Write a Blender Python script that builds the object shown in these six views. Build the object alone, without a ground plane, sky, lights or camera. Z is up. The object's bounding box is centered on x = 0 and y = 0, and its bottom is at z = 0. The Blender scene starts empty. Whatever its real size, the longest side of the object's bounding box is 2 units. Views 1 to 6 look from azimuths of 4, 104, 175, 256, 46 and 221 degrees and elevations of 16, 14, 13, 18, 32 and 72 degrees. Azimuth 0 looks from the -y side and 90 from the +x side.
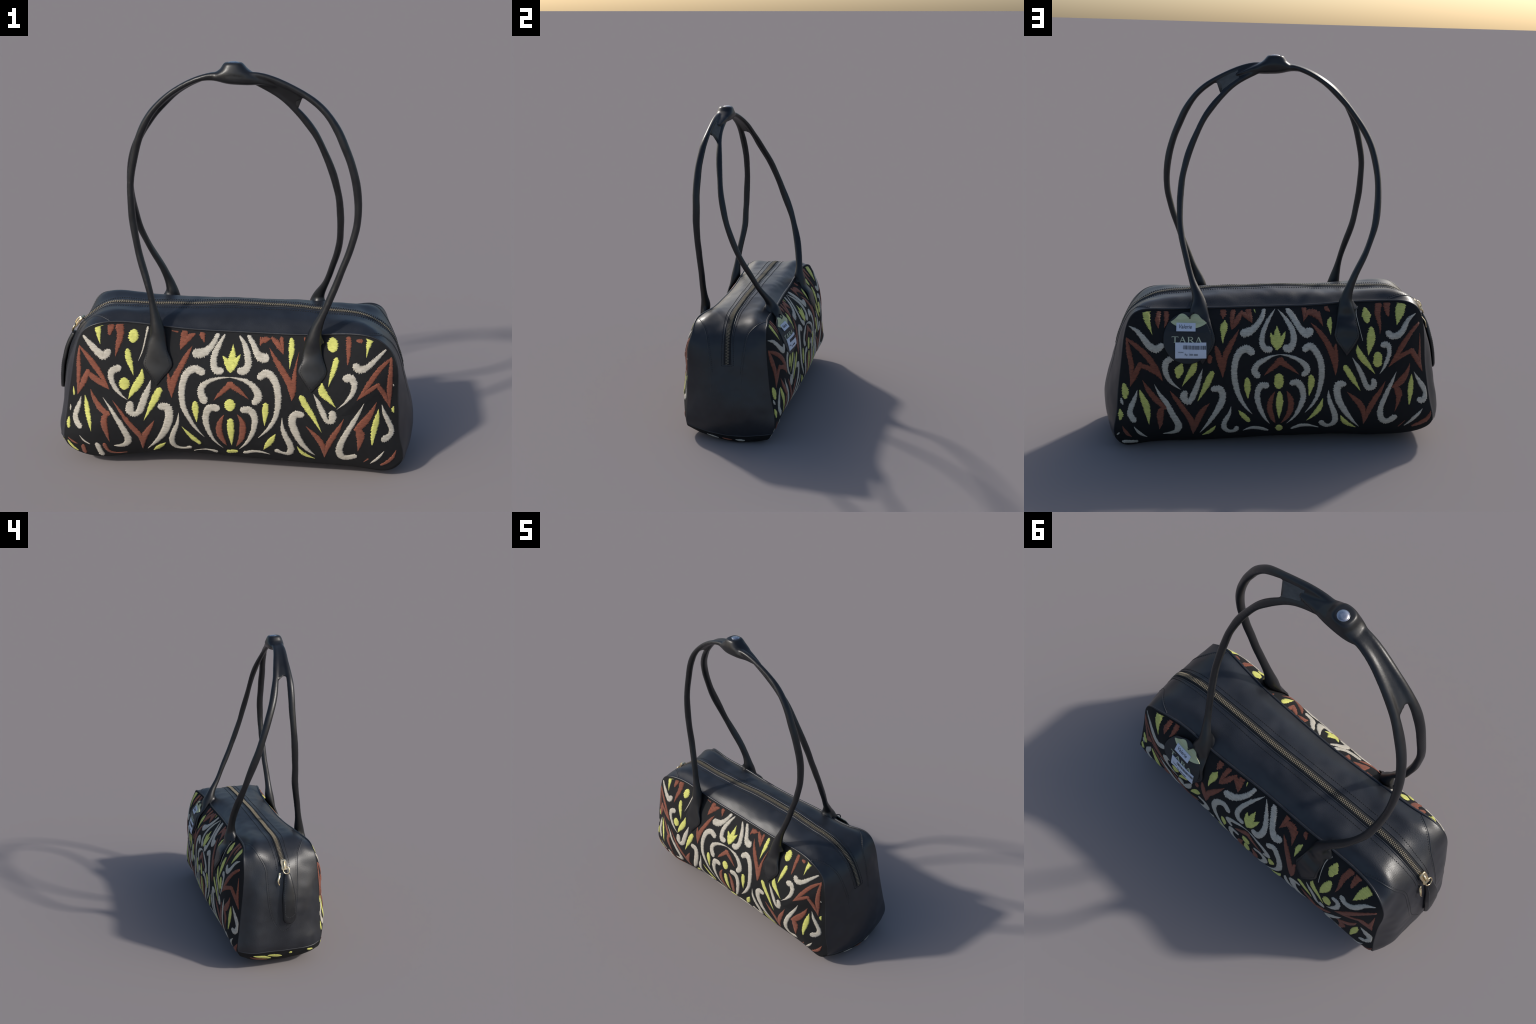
import bpy, bmesh, math, random
import numpy as np
from mathutils import Vector, noise
from mathutils.bvhtree import BVHTree

rng = random.Random(7)

# ------------------------------------------------------------------ helpers
def closed_spline(points, params, period, at):
    """periodic cubic spline through the points (chord-length parameters)."""
    P = np.asarray(points, float); K = len(P); u = np.asarray(params, float)
    h = np.diff(np.r_[u, period])
    A = np.zeros((K, K)); R = np.zeros_like(P)
    for i in range(K):
        a, b = h[i - 1], h[i]
        A[i, (i - 1) % K] += a; A[i, i] += 2 * (a + b); A[i, (i + 1) % K] += b
        R[i] = 6 * ((P[(i + 1) % K] - P[i]) / b - (P[i] - P[i - 1]) / a)
    M = np.linalg.solve(A, R)
    s = np.mod(np.asarray(at, float), period)
    i = np.clip(np.searchsorted(u, s, side="right") - 1, 0, K - 1); j = (i + 1) % K
    hh = h[i][:, None]; f = ((s - u[i]) / h[i])[:, None]
    return (1 - f) * P[i] + f * P[j] + hh ** 2 / 6 * (((1 - f) ** 3 - (1 - f)) * M[i] + (f ** 3 - f) * M[j])

def open_spline(points, n):
    """natural cubic through the points, n samples evenly spaced along it."""
    P = np.asarray(points, float); K = len(P)
    if K == 2:
        f = np.linspace(0, 1, n)[:, None]; return P[0] * (1 - f) + P[1] * f
    A = np.zeros((K, K)); R = np.zeros_like(P); A[0, 0] = A[-1, -1] = 1
    dim = min(3, P.shape[1])
    h = np.maximum(np.linalg.norm(np.diff(P[:, :dim], axis=0), axis=1), 1e-5) ** 0.7
    for i in range(1, K - 1):
        A[i, i - 1], A[i, i], A[i, i + 1] = h[i - 1], 2 * (h[i - 1] + h[i]), h[i]
        R[i] = 6 * ((P[i + 1] - P[i]) / h[i] - (P[i] - P[i - 1]) / h[i - 1])
    M = np.linalg.solve(A, R); u = np.r_[0, h.cumsum()]
    def ev(s):
        i = np.clip(np.searchsorted(u, s, side="right") - 1, 0, K - 2)
        f = ((s - u[i]) / h[i])[:, None]; hh = h[i][:, None]
        return (1 - f) * P[i] + f * P[i + 1] + hh ** 2 / 6 * (((1 - f) ** 3 - (1 - f)) * M[i] + (f ** 3 - f) * M[i + 1])
    s = np.linspace(0, u[-1], max(200, n * 4)); D = ev(s)
    L = np.r_[0, np.linalg.norm(np.diff(D[:, :dim], axis=0), axis=1).cumsum()]
    return ev(np.interp(np.linspace(0, L[-1], n), L, s))

# ------------------------------------------------------------------ the body of the bag
# Three lengthwise curves run round the gusset: the zip line in the middle and the
# two piped seams.  Each row: (x, y, z) of zip line / front seam / back seam,
# from the middle of the base round the +x end, over the top and down the -x end.
STATIONS = [
    ((0.00, .02, .004), (0.00, -.250, .082), (0.00, .200, .029)),
    ((.450, .02, .000), (.450, -.250, .060), (.450, .205, .009)),
    ((.740, .02, .000), (.690, -.250, .042), (.700, .225, .003)),
    ((.835, .02, .004), (.780, -.254, .046), (.785, .262, .014)),
    ((.872, .02, .055), (.832, -.252, .090), (.824, .300, .072)),
    ((.900, .02, .210), (.822, -.249, .210), (.820, .310, .190)),
    ((.870, .02, .380), (.810, -.248, .340), (.811, .285, .310)),
    ((.836, .02, .509), (.801, -.244, .465), (.791, .260, .497)),
    ((.803, .013, .60), (.792, -.242, .590), (.775, .248, .620)),
    ((.763, .007, .67), (.760, -.230, .660), (.745, .240, .700)),
    ((.700, .003, .72), (.700, -.232, .712), (.690, .234, .732)),
    ((.619, -.001, .756), (.600, -.222, .733), (.590, .210, .730)),
    ((.428, -.005, .782), (.400, -.208, .720), (.400, .200, .733)),
    ((.200, -.006, .795), (.200, -.206, .718), (.200, .190, .736)),
    ((.000, -.013, .803), (.000, -.206, .722), (.000, .178, .739)),
    ((-.20, -.024, .796), (-.20, -.214, .731), (-.20, .175, .746)),
    ((-.40, -.032, .791), (-.40, -.226, .753), (-.40, .170, .762)),
    ((-.56, -.034, .798), (-.56, -.238, .765), (-.57, .168, .768)),
    ((-.652, -.032, .782), (-.65, -.256, .756), (-.67, .184, .769)),
    ((-.716, -.034, .740), (-.719, -.262, .718), (-.737, .205, .740)),
    ((-.763, -.036, .694), (-.750, -.265, .650), (-.765, .212, .670)),
    ((-.815, -.030, .580), (-.770, -.265, .560), (-.778, .222, .570)),
    ((-.848, -.020, .460), (-.787, -.264, .470), (-.784, .235, .460)),
    ((-.870, -.010, .330), (-.807, -.262, .360), (-.800, .255, .340)),
    ((-.883, .000, .220), (-.825, -.260, .250), (-.820, .275, .230)),
    ((-.878, .000, .140), (-.836, -.260, .150), (-.832, .285, .150)),
    ((-.825, .010, .058), (-.800, -.250, .088), (-.795, .262, .095)),
    ((-.710, .020, .012), (-.700, -.250, .052), (-.700, .225, .052)),
    ((-.450, .02, .006), (-.450, -.250, .079), (-.450, .205, .039)),
]
# swelling of each half of the gusset between zip and seam (front half, back half)
SWELL = {0: (0, 0), 7: (0, 0), 9: (0, .003), 10: (.008, .013), 11: (.013, .018), 13: (.006, .008), 15: (.006, .010), 16: (.012, .015), 17: (.014, .021), 18: (.012, .022), 19: (.004, .018), 20: (.000, .004), 21: (.003, .008), 22: (.006, .016), 24: (.012, .020), 25: (.012, .012), 26: (.004, .004), 27: (0, 0), 28: (0, 0)}
_st = np.array(STATIONS)                                     # (29, 3, 3)
_ch = np.linalg.norm(np.diff(np.r_[_st, _st[:1]], axis=0), axis=2).mean(1)
KNOT = np.r_[0, _ch.cumsum()[:-1]]; PERIOD = _ch.sum()
_sw = np.array([[np.interp(i, sorted(SWELL), [SWELL[k][j] for k in sorted(SWELL)]) for j in (0, 1)] for i in range(29)])

def knot(i):                                                 # station number -> parameter
    return float(np.interp(i, np.arange(30), np.r_[KNOT, PERIOD]))

def rails(t):
    t = np.atleast_1d(t)
    return closed_spline(np.concatenate([_st.reshape(29, 9), _sw], 1), KNOT, PERIOD, t)

def ripple(P, amount, scale, seed):
    return np.array([noise.noise(Vector(p * scale) + Vector((seed, 0, 0))) for p in P]) * amount

def wrinkle(P):
    """slow sags and small slack wrinkles of the leather"""
    return ripple(P, .0055, 5, 3.1) + ripple(P, .0022, 17, 9.4)

def gusset(t, v):
    """point on the leather gusset / base: t runs round the bag, v from front seam (-1) to back seam (1)."""
    t = np.atleast_1d(np.asarray(t, float)); v = np.broadcast_to(np.asarray(v, float), t.shape)[:, None]
    R = rails(t); C, F, B = R[:, 0:3], R[:, 3:6], R[:, 6:9]
    P = F * (v * (v - 1) / 2) + C * (1 - v * v) + B * (v * (v + 1) / 2)
    d = rails(t + .004)[:, 0:3] - rails(t - .004)[:, 0:3]
    n = np.stack([d[:, 2], 0 * d[:, 0], -d[:, 0]], 1); n /= np.linalg.norm(n, axis=1)[:, None] + 1e-9
    k = np.where(v[:, 0] < 0, R[:, 9], R[:, 10])
    pull = .020 * np.exp(-((v[:, 0] + .11) / .20) ** 2) * np.exp(-((t - knot(21.9)) / .19) ** 4)   # swelling behind the zip pull
    k = k * np.sin(np.pi * np.abs(v[:, 0]) ** 1.8) ** 2 + pull + wrinkle(P) * np.minimum(1, (1 - np.abs(v[:, 0])) * 5)
    return P + n * k[:, None]

def gusset_frame(t, v):
    """points, along-direction, across-direction and outward normal."""
    t = np.atleast_1d(np.asarray(t, float)); v = np.broadcast_to(np.asarray(v, float), t.shape)
    a = gusset(t + .003, v) - gusset(t - .003, v); c = gusset(t, v + .01) - gusset(t, v - .01)
    a /= np.linalg.norm(a, axis=1)[:, None]; c /= np.linalg.norm(c, axis=1)[:, None]
    n = np.cross(a, c); n /= np.linalg.norm(n, axis=1)[:, None]
    mid = np.array([0, 0, .38]); P = gusset(t, v)
    n *= np.sign(((P - mid) * n).sum(1))[:, None]
    return P, a, c, n

# panels: each swells from its seam towards a horizontal spine
PANEL = {-1: dict(z=.36, y=-.355, top=2.3, low=2.3, right=.015, left=.0), 1: dict(z=.31, y=.351, top=3.3, low=3.1, right=.012, left=.028)}
def panel(side, t, s):
    R = rails(t); F = R[:, 3:6] if side < 0 else R[:, 6:9]; q = PANEL[side]
    cx = np.clip(.66 * F[:, 0], -.52, .52); w = np.clip((F[:, 2] - q["z"]) / .2 + .5, 0, 1)
    p = q["low"] + (q["top"] - q["low"]) * w - .8 * np.clip((np.abs(F[:, 0]) - .6) / .2, 0, 1) * (1 - np.abs(F[:, 2] - .4) / .4)
    s = np.broadcast_to(np.asarray(s, float), cx.shape); f = 1 - s ** p
    ys = q["y"] - side * np.where(F[:, 0] > 0, q["right"], q["left"]) * np.clip((np.abs(F[:, 0]) - .1) / .5, 0, 1)
    return np.stack([cx + (F[:, 0] - cx) * s, F[:, 1] + (ys - F[:, 1]) * f, q["z"] + (F[:, 2] - q["z"]) * s], 1)
NT = 300
T = np.linspace(0, PERIOD, NT, endpoint=False)
LEATHER_LO, LEATHER_HI = knot(4), knot(25)
FRONT_MOTIFS = [
    ("cream_scroll", [(-0.713, 0.699, 0.0130), (-0.671, 0.663, 0.0295), (-0.633, 0.631, 0.0383), (-0.605, 0.619, 0.0412), (-0.588, 0.633, 0.0364)]),
    ("cream_scroll", [(-0.536, 0.563, 0.0340), (-0.564, 0.548, 0.0341), (-0.569, 0.515, 0.0295), (-0.554, 0.475, 0.0248), (-0.528, 0.440, 0.0165), (-0.490, 0.410, 0.0024)]),
    ("cream_scroll", [(-0.479, 0.383, 0.0415), (-0.479, 0.352, 0.0404), (-0.457, 0.337, 0.0297), (-0.436, 0.353, 0.0326), (-0.414, 0.408, 0.0366), (-0.392, 0.463, 0.0264), (-0.378, 0.511, 0.0035)]),
    ("cream_line", [(-0.404, 0.738, 0.0141), (-0.411, 0.697, 0.0105), (-0.421, 0.646, 0.0082), (-0.440, 0.598, 0.0029)]),
    ("cream_scroll", [(-0.732, 0.393, 0.0030), (-0.745, 0.346, 0.0213), (-0.765, 0.297, 0.0282), (-0.764, 0.261, 0.0343), (-0.747, 0.241, 0.0337)]),
    ("cream_scroll", [(-0.614, 0.412, 0.0024), (-0.576, 0.357, 0.0167), (-0.541, 0.299, 0.0269), (-0.513, 0.238, 0.0331), (-0.500, 0.185, 0.0364), (-0.522, 0.151, 0.0275), (-0.574, 0.143, 0.0061)]),
    ("cream_scroll", [(-0.326, 0.383, 0.0365), (-0.300, 0.381, 0.0424), (-0.290, 0.344, 0.0425), (-0.300, 0.290, 0.0416), (-0.327, 0.230, 0.0330), (-0.362, 0.179, 0.0212), (-0.413, 0.119, 0.0025)]),
    ("cream_scroll", [(-0.244, 0.355, 0.0029), (-0.251, 0.299, 0.0178), (-0.273, 0.241, 0.0269), (-0.285, 0.182, 0.0278), (-0.271, 0.142, 0.0231), (-0.236, 0.131, 0.0158), (-0.202, 0.141, 0.0219)]),
    ("cream_scroll", [(-0.136, 0.555, 0.0348), (-0.166, 0.567, 0.0360), (-0.200, 0.553, 0.0360), (-0.223, 0.509, 0.0349), (-0.229, 0.457, 0.0327), (-0.223, 0.397, 0.0293), (-0.198, 0.335, 0.0236), (-0.165, 0.276, 0.0154), (-0.124, 0.221, 0.0024)]),
    ("cream_scroll", [(-0.164, 0.634, 0.0395), (-0.132, 0.637, 0.0407), (-0.097, 0.662, 0.0291), (-0.069, 0.705, 0.0245)]),
    ("cream_scroll", [(-0.037, 0.705, 0.0128), (-0.057, 0.672, 0.0244), (-0.076, 0.633, 0.0319), (-0.081, 0.593, 0.0336), (-0.067, 0.563, 0.0359), (-0.049, 0.560, 0.0359)]),
    ("cream_scroll", [(-0.123, 0.426, 0.0420), (-0.135, 0.455, 0.0373), (-0.134, 0.484, 0.0326), (-0.111, 0.507, 0.0255), (-0.066, 0.526, 0.0151), (0.000, 0.534, 0.0046)]),
    ("cream_scroll", [(-0.065, 0.386, 0.0386), (-0.093, 0.386, 0.0380), (-0.112, 0.352, 0.0352), (-0.113, 0.306, 0.0318), (-0.100, 0.257, 0.0237), (-0.075, 0.200, 0.0132), (-0.036, 0.150, 0.0024)]),
    ("cream_line", [(-0.184, 0.114, 0.0037), (-0.122, 0.131, 0.0085), (-0.075, 0.118, 0.0207)]),
    ("cream_line", [(-0.793, 0.337, 0.0037), (-0.793, 0.321, 0.0098), (-0.796, 0.305, 0.0049)]),
    ("cream_line", [(-0.748, 0.186, 0.0025), (-0.728, 0.157, 0.0111), (-0.699, 0.138, 0.0049)]),
    ("yellow_drop", [(-0.643, 0.752, 0.0366), (-0.637, 0.717, 0.0247), (-0.625, 0.670, 0.0029)]),
    ("yellow_dot", [(-0.469, 0.707, 0.0504), (-0.469, 0.703, 0.0504)]),
    ("yellow_drop", [(-0.493, 0.639, 0.0258), (-0.486, 0.608, 0.0316), (-0.472, 0.570, 0.0211), (-0.461, 0.531, 0.0023)]),
    ("yellow_dot", [(-0.505, 0.493, 0.0518), (-0.505, 0.488, 0.0518)]),
    ("yellow_leaf", [(-0.420, 0.563, 0.0047), (-0.428, 0.512, 0.0381), (-0.454, 0.470, 0.0353), (-0.487, 0.414, 0.0024)]),
    ("yellow_drop", [(-0.338, 0.462, 0.0322), (-0.354, 0.429, 0.0364), (-0.379, 0.378, 0.0248), (-0.414, 0.306, 0.0024)]),
    ("yellow_drop", [(-0.710, 0.404, 0.0030), (-0.704, 0.362, 0.0230), (-0.697, 0.308, 0.0291), (-0.688, 0.268, 0.0194), (-0.683, 0.222, 0.0024)]),
    ("yellow_drop", [(-0.164, 0.403, 0.0281), (-0.163, 0.375, 0.0328), (-0.160, 0.343, 0.0212), (-0.158, 0.309, 0.0047)]),
    ("yellow_leaf", [(-0.231, 0.279, 0.0024), (-0.202, 0.240, 0.0179), (-0.172, 0.202, 0.0270), (-0.152, 0.180, 0.0217)]),
    ("yellow_leaf", [(-0.386, 0.105, 0.0049), (-0.353, 0.136, 0.0244), (-0.319, 0.167, 0.0048)]),
    ("yellow_crown", [(0.008, 0.674, 0.0023), (0.009, 0.640, 0.0244), (0.006, 0.605, 0.0405), (0.001, 0.554, 0.0046)], [(-0.039, 0.624, 0.0035), (-0.020, 0.603, 0.0267), (-0.005, 0.579, 0.0347), (0.001, 0.554, 0.0058)], [(0.046, 0.633, 0.0035), (0.026, 0.603, 0.0266), (0.010, 0.577, 0.0289), (0.001, 0.554, 0.0058)]),
    ("yellow_dot", [(0.002, 0.406, 0.0524), (0.002, 0.401, 0.0524)]),
    ("yellow_drop", [(0.005, 0.319, 0.0305), (0.005, 0.284, 0.0365), (0.007, 0.234, 0.0261), (0.007, 0.172, 0.0030)]),
    ("yellow_dot", [(-0.008, 0.124, 0.0267), (0.021, 0.127, 0.0266)]),
    ("yellow_drop", [(-0.772, 0.436, 0.0030), (-0.771, 0.405, 0.0122), (-0.772, 0.389, 0.0049)]),
    ("yellow_drop", [(-0.803, 0.271, 0.0049), (-0.807, 0.242, 0.0216), (-0.808, 0.220, 0.0173)]),
    ("rust_petal", [(-0.579, 0.748, 0.0330), (-0.580, 0.733, 0.0306), (-0.582, 0.720, 0.0200)]),
    ("rust_petal", [(-0.539, 0.744, 0.0388), (-0.532, 0.717, 0.0352), (-0.540, 0.666, 0.0246), (-0.550, 0.616, 0.0023)]),
    ("rust_arrowhead", [(-0.732, 0.647, 0.0083), (-0.737, 0.602, 0.0179), (-0.740, 0.522, 0.0252), (-0.751, 0.398, 0.0036)], [(-0.729, 0.645, 0.0083), (-0.683, 0.601, 0.0273), (-0.629, 0.539, 0.0296), (-0.579, 0.457, 0.0036)], [(-0.751, 0.398, 0.0036), (-0.720, 0.465, 0.0288), (-0.687, 0.531, 0.0262)], [(-0.691, 0.531, 0.0179), (-0.655, 0.504, 0.0357), (-0.615, 0.483, 0.0296), (-0.579, 0.457, 0.0036)]),
    ("rust_chevron", [(-0.677, 0.443, 0.0030), (-0.663, 0.402, 0.0228), (-0.623, 0.347, 0.0330), (-0.589, 0.331, 0.0203)], [(-0.589, 0.337, 0.0144), (-0.611, 0.301, 0.0337), (-0.607, 0.239, 0.0272), (-0.594, 0.167, 0.0031)]),
    ("rust_chevron", [(-0.565, 0.403, 0.0024), (-0.522, 0.340, 0.0179), (-0.472, 0.262, 0.0288), (-0.438, 0.211, 0.0271), (-0.436, 0.121, 0.0049)], [(-0.364, 0.308, 0.0030), (-0.383, 0.273, 0.0209), (-0.417, 0.211, 0.0331), (-0.436, 0.121, 0.0049)]),
    ("rust_petal", [(-0.227, 0.710, 0.0351), (-0.234, 0.683, 0.0268), (-0.242, 0.647, 0.0035)], [(-0.182, 0.709, 0.0140), (-0.209, 0.695, 0.0292), (-0.237, 0.657, 0.0117)]),
    ("rust_petal", [(-0.142, 0.708, 0.0292), (-0.135, 0.693, 0.0175), (-0.131, 0.677, 0.0035)]),
    ("rust_chevron", [(-0.186, 0.664, 0.0029), (-0.214, 0.617, 0.0262), (-0.246, 0.559, 0.0291), (-0.270, 0.503, 0.0350), (-0.276, 0.429, 0.0029)], [(-0.295, 0.541, 0.0082), (-0.286, 0.496, 0.0268), (-0.276, 0.429, 0.0029)]),
    ("rust_chevron", [(-0.075, 0.424, 0.0023), (-0.041, 0.461, 0.0221), (0.004, 0.501, 0.0301)], [(-0.000, 0.501, 0.0301), (0.043, 0.476, 0.0232), (0.092, 0.436, 0.0023)]),
    ("rust_petal", [(-0.026, 0.352, 0.0035), (-0.046, 0.309, 0.0271), (-0.051, 0.260, 0.0332), (-0.038, 0.215, 0.0274), (-0.017, 0.170, 0.0030)]),
    ("rust_petal", [(-0.814, 0.159, 0.0031), (-0.789, 0.139, 0.0125), (-0.765, 0.129, 0.0037)]),
    ("rust_petal", [(-0.290, 0.725, 0.0047), (-0.261, 0.720, 0.0082)]),
    ("cream_scroll", [(0.163, 0.621, 0.0405), (0.138, 0.625, 0.0393), (0.113, 0.659, 0.0290), (0.083, 0.703, 0.0210)]),
    ("cream_scroll", [(0.040, 0.702, 0.0116), (0.066, 0.667, 0.0261), (0.081, 0.624, 0.0347), (0.083, 0.584, 0.0347), (0.066, 0.566, 0.0370), (0.051, 0.563, 0.0347)]),
    ("cream_scroll", [(0.001, 0.534, 0.0046), (0.053, 0.527, 0.0150), (0.100, 0.507, 0.0266), (0.131, 0.472, 0.0371), (0.136, 0.444, 0.0406), (0.123, 0.425, 0.0348)]),
    ("cream_scroll", [(0.146, 0.544, 0.0358), (0.173, 0.558, 0.0370), (0.203, 0.539, 0.0358), (0.224, 0.497, 0.0347), (0.231, 0.440, 0.0325), (0.227, 0.379, 0.0280), (0.206, 0.315, 0.0223), (0.171, 0.266, 0.0147), (0.137, 0.229, 0.0024)]),
    ("cream_scroll", [(0.070, 0.383, 0.0361), (0.093, 0.383, 0.0373), (0.118, 0.351, 0.0339), (0.121, 0.306, 0.0293), (0.107, 0.250, 0.0248), (0.080, 0.195, 0.0167), (0.042, 0.147, 0.0024)]),
    ("cream_scroll", [(0.251, 0.345, 0.0029), (0.255, 0.283, 0.0206), (0.276, 0.227, 0.0296), (0.295, 0.169, 0.0335), (0.284, 0.135, 0.0301), (0.258, 0.134, 0.0169), (0.227, 0.148, 0.0252)]),
    ("cream_scroll", [(0.339, 0.363, 0.0338), (0.315, 0.363, 0.0397), (0.299, 0.336, 0.0374), (0.309, 0.284, 0.0376), (0.335, 0.222, 0.0296), (0.370, 0.169, 0.0203), (0.411, 0.128, 0.0024)]),
    ("cream_scroll", [(0.398, 0.468, 0.0029), (0.423, 0.420, 0.0232), (0.447, 0.366, 0.0280), (0.468, 0.332, 0.0246), (0.487, 0.336, 0.0328), (0.490, 0.361, 0.0374), (0.489, 0.371, 0.0362)]),
    ("cream_scroll", [(0.551, 0.546, 0.0375), (0.572, 0.546, 0.0358), (0.588, 0.518, 0.0312), (0.583, 0.484, 0.0261), (0.559, 0.443, 0.0162), (0.509, 0.397, 0.0023)]),
    ("cream_scroll", [(0.595, 0.597, 0.0375), (0.612, 0.585, 0.0358), (0.646, 0.595, 0.0300), (0.690, 0.630, 0.0232), (0.741, 0.673, 0.0081)]),
    ("cream_scroll", [(0.637, 0.423, 0.0023), (0.613, 0.371, 0.0176), (0.580, 0.313, 0.0264), (0.544, 0.238, 0.0308), (0.527, 0.169, 0.0347), (0.543, 0.124, 0.0350), (0.575, 0.122, 0.0325), (0.598, 0.131, 0.0325)]),
    ("cream_scroll", [(0.723, 0.404, 0.0029), (0.741, 0.350, 0.0207), (0.770, 0.289, 0.0251), (0.774, 0.251, 0.0287), (0.759, 0.233, 0.0347), (0.745, 0.229, 0.0370)]),
    ("cream_line", [(0.070, 0.122, 0.0206), (0.110, 0.134, 0.0181), (0.151, 0.133, 0.0133), (0.192, 0.119, 0.0024)]),
    ("cream_line", [(0.743, 0.166, 0.0024), (0.715, 0.128, 0.0169), (0.679, 0.088, 0.0030)]),
    ("cream_line", [(0.773, 0.502, 0.0070), (0.777, 0.492, 0.0071)]),
    ("yellow_dot", [(0.482, 0.687, 0.0521), (0.482, 0.683, 0.0520)]),
    ("yellow_drop", [(0.657, 0.713, 0.0335), (0.649, 0.684, 0.0196), (0.642, 0.638, 0.0023)]),
    ("yellow_drop", [(0.501, 0.623, 0.0254), (0.493, 0.592, 0.0288), (0.479, 0.549, 0.0185), (0.466, 0.504, 0.0023)]),
    ("yellow_leaf", [(0.436, 0.513, 0.0150), (0.439, 0.480, 0.0393), (0.468, 0.446, 0.0267), (0.504, 0.405, 0.0023)]),
    ("yellow_drop", [(0.342, 0.447, 0.0290), (0.361, 0.411, 0.0314), (0.398, 0.351, 0.0234), (0.440, 0.271, 0.0024)]),
    ("yellow_drop", [(0.286, 0.690, 0.0255), (0.288, 0.663, 0.0290), (0.285, 0.619, 0.0162), (0.282, 0.579, 0.0029)]),
    ("yellow_drop", [(0.708, 0.384, 0.0024), (0.700, 0.326, 0.0307), (0.690, 0.279, 0.0308), (0.683, 0.209, 0.0083)]),
    ("yellow_drop", [(0.172, 0.407, 0.0267), (0.171, 0.371, 0.0315), (0.169, 0.333, 0.0187), (0.168, 0.300, 0.0029)]),
    ("yellow_leaf", [(0.220, 0.254, 0.0035), (0.194, 0.208, 0.0333), (0.161, 0.152, 0.0024)]),
    ("yellow_leaf", [(0.324, 0.183, 0.0030), (0.352, 0.138, 0.0204), (0.411, 0.102, 0.0024)]),
    ("yellow_drop", [(0.782, 0.386, 0.0047), (0.777, 0.371, 0.0166), (0.784, 0.355, 0.0048)]),
    ("rust_petal", [(0.349, 0.707, 0.0116), (0.347, 0.693, 0.0035)]),
    ("rust_petal", [(0.557, 0.711, 0.0266), (0.557, 0.656, 0.0231), (0.554, 0.605, 0.0058)]),
    ("rust_petal", [(0.600, 0.708, 0.0150), (0.615, 0.708, 0.0185)]),
    ("rust_chevron", [(0.180, 0.697, 0.0116), (0.154, 0.692, 0.0256), (0.135, 0.673, 0.0035)], [(0.138, 0.699, 0.0093), (0.139, 0.674, 0.0093)], [(0.196, 0.698, 0.0174), (0.222, 0.676, 0.0267), (0.250, 0.638, 0.0035)], [(0.238, 0.699, 0.0209), (0.245, 0.667, 0.0151), (0.250, 0.638, 0.0029)]),
    ("rust_chevron", [(0.182, 0.663, 0.0023), (0.223, 0.603, 0.0266), (0.271, 0.537, 0.0323), (0.294, 0.488, 0.0358), (0.295, 0.432, 0.0029)], [(0.324, 0.650, 0.0023), (0.312, 0.595, 0.0115), (0.304, 0.537, 0.0231), (0.300, 0.476, 0.0289), (0.295, 0.432, 0.0029)]),
    ("rust_petal", [(0.037, 0.358, 0.0029), (0.061, 0.317, 0.0270), (0.064, 0.270, 0.0330), (0.054, 0.217, 0.0273), (0.027, 0.165, 0.0030)]),
    ("rust_chevron", [(0.697, 0.421, 0.0029), (0.671, 0.365, 0.0294), (0.632, 0.316, 0.0412), (0.601, 0.294, 0.0176)], [(0.604, 0.297, 0.0141), (0.624, 0.268, 0.0425), (0.624, 0.221, 0.0285), (0.616, 0.168, 0.0030)]),
    ("rust_chevron", [(0.365, 0.302, 0.0029), (0.403, 0.260, 0.0206), (0.442, 0.203, 0.0297), (0.457, 0.117, 0.0048)], [(0.544, 0.350, 0.0023), (0.518, 0.291, 0.0212), (0.479, 0.213, 0.0297), (0.457, 0.117, 0.0048)]),
    ("rust_arrowhead", [(0.760, 0.625, 0.0116), (0.709, 0.584, 0.0244), (0.659, 0.521, 0.0261), (0.602, 0.442, 0.0029)], [(0.760, 0.625, 0.0128), (0.759, 0.557, 0.0245), (0.757, 0.464, 0.0264), (0.763, 0.382, 0.0030)], [(0.602, 0.442, 0.0035), (0.644, 0.476, 0.0221), (0.700, 0.509, 0.0198)], [(0.697, 0.509, 0.0198), (0.730, 0.460, 0.0246), (0.763, 0.382, 0.0030)]),
    ("rust_petal", [(0.802, 0.161, 0.0024), (0.781, 0.118, 0.0212), (0.735, 0.083, 0.0134)]),
    ("rust_petal", [(0.647, 0.095, 0.0036), (0.666, 0.118, 0.0109)]),
    ("rust_petal", [(-0.736, 0.116, 0.0249), (-0.735, 0.077, 0.0225)]),
    ("cream_line", [(-0.660, 0.138, 0.0283), (-0.646, 0.076, 0.0311)]),
    ("rust_petal", [(-0.622, 0.142, 0.0246), (-0.600, 0.095, 0.0161), (-0.518, 0.091, 0.0049)]),
    ("yellow_drop", [(-0.815, 0.136, 0.0112), (-0.793, 0.100, 0.0163), (-0.773, 0.082, 0.0100)]),
]
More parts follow.
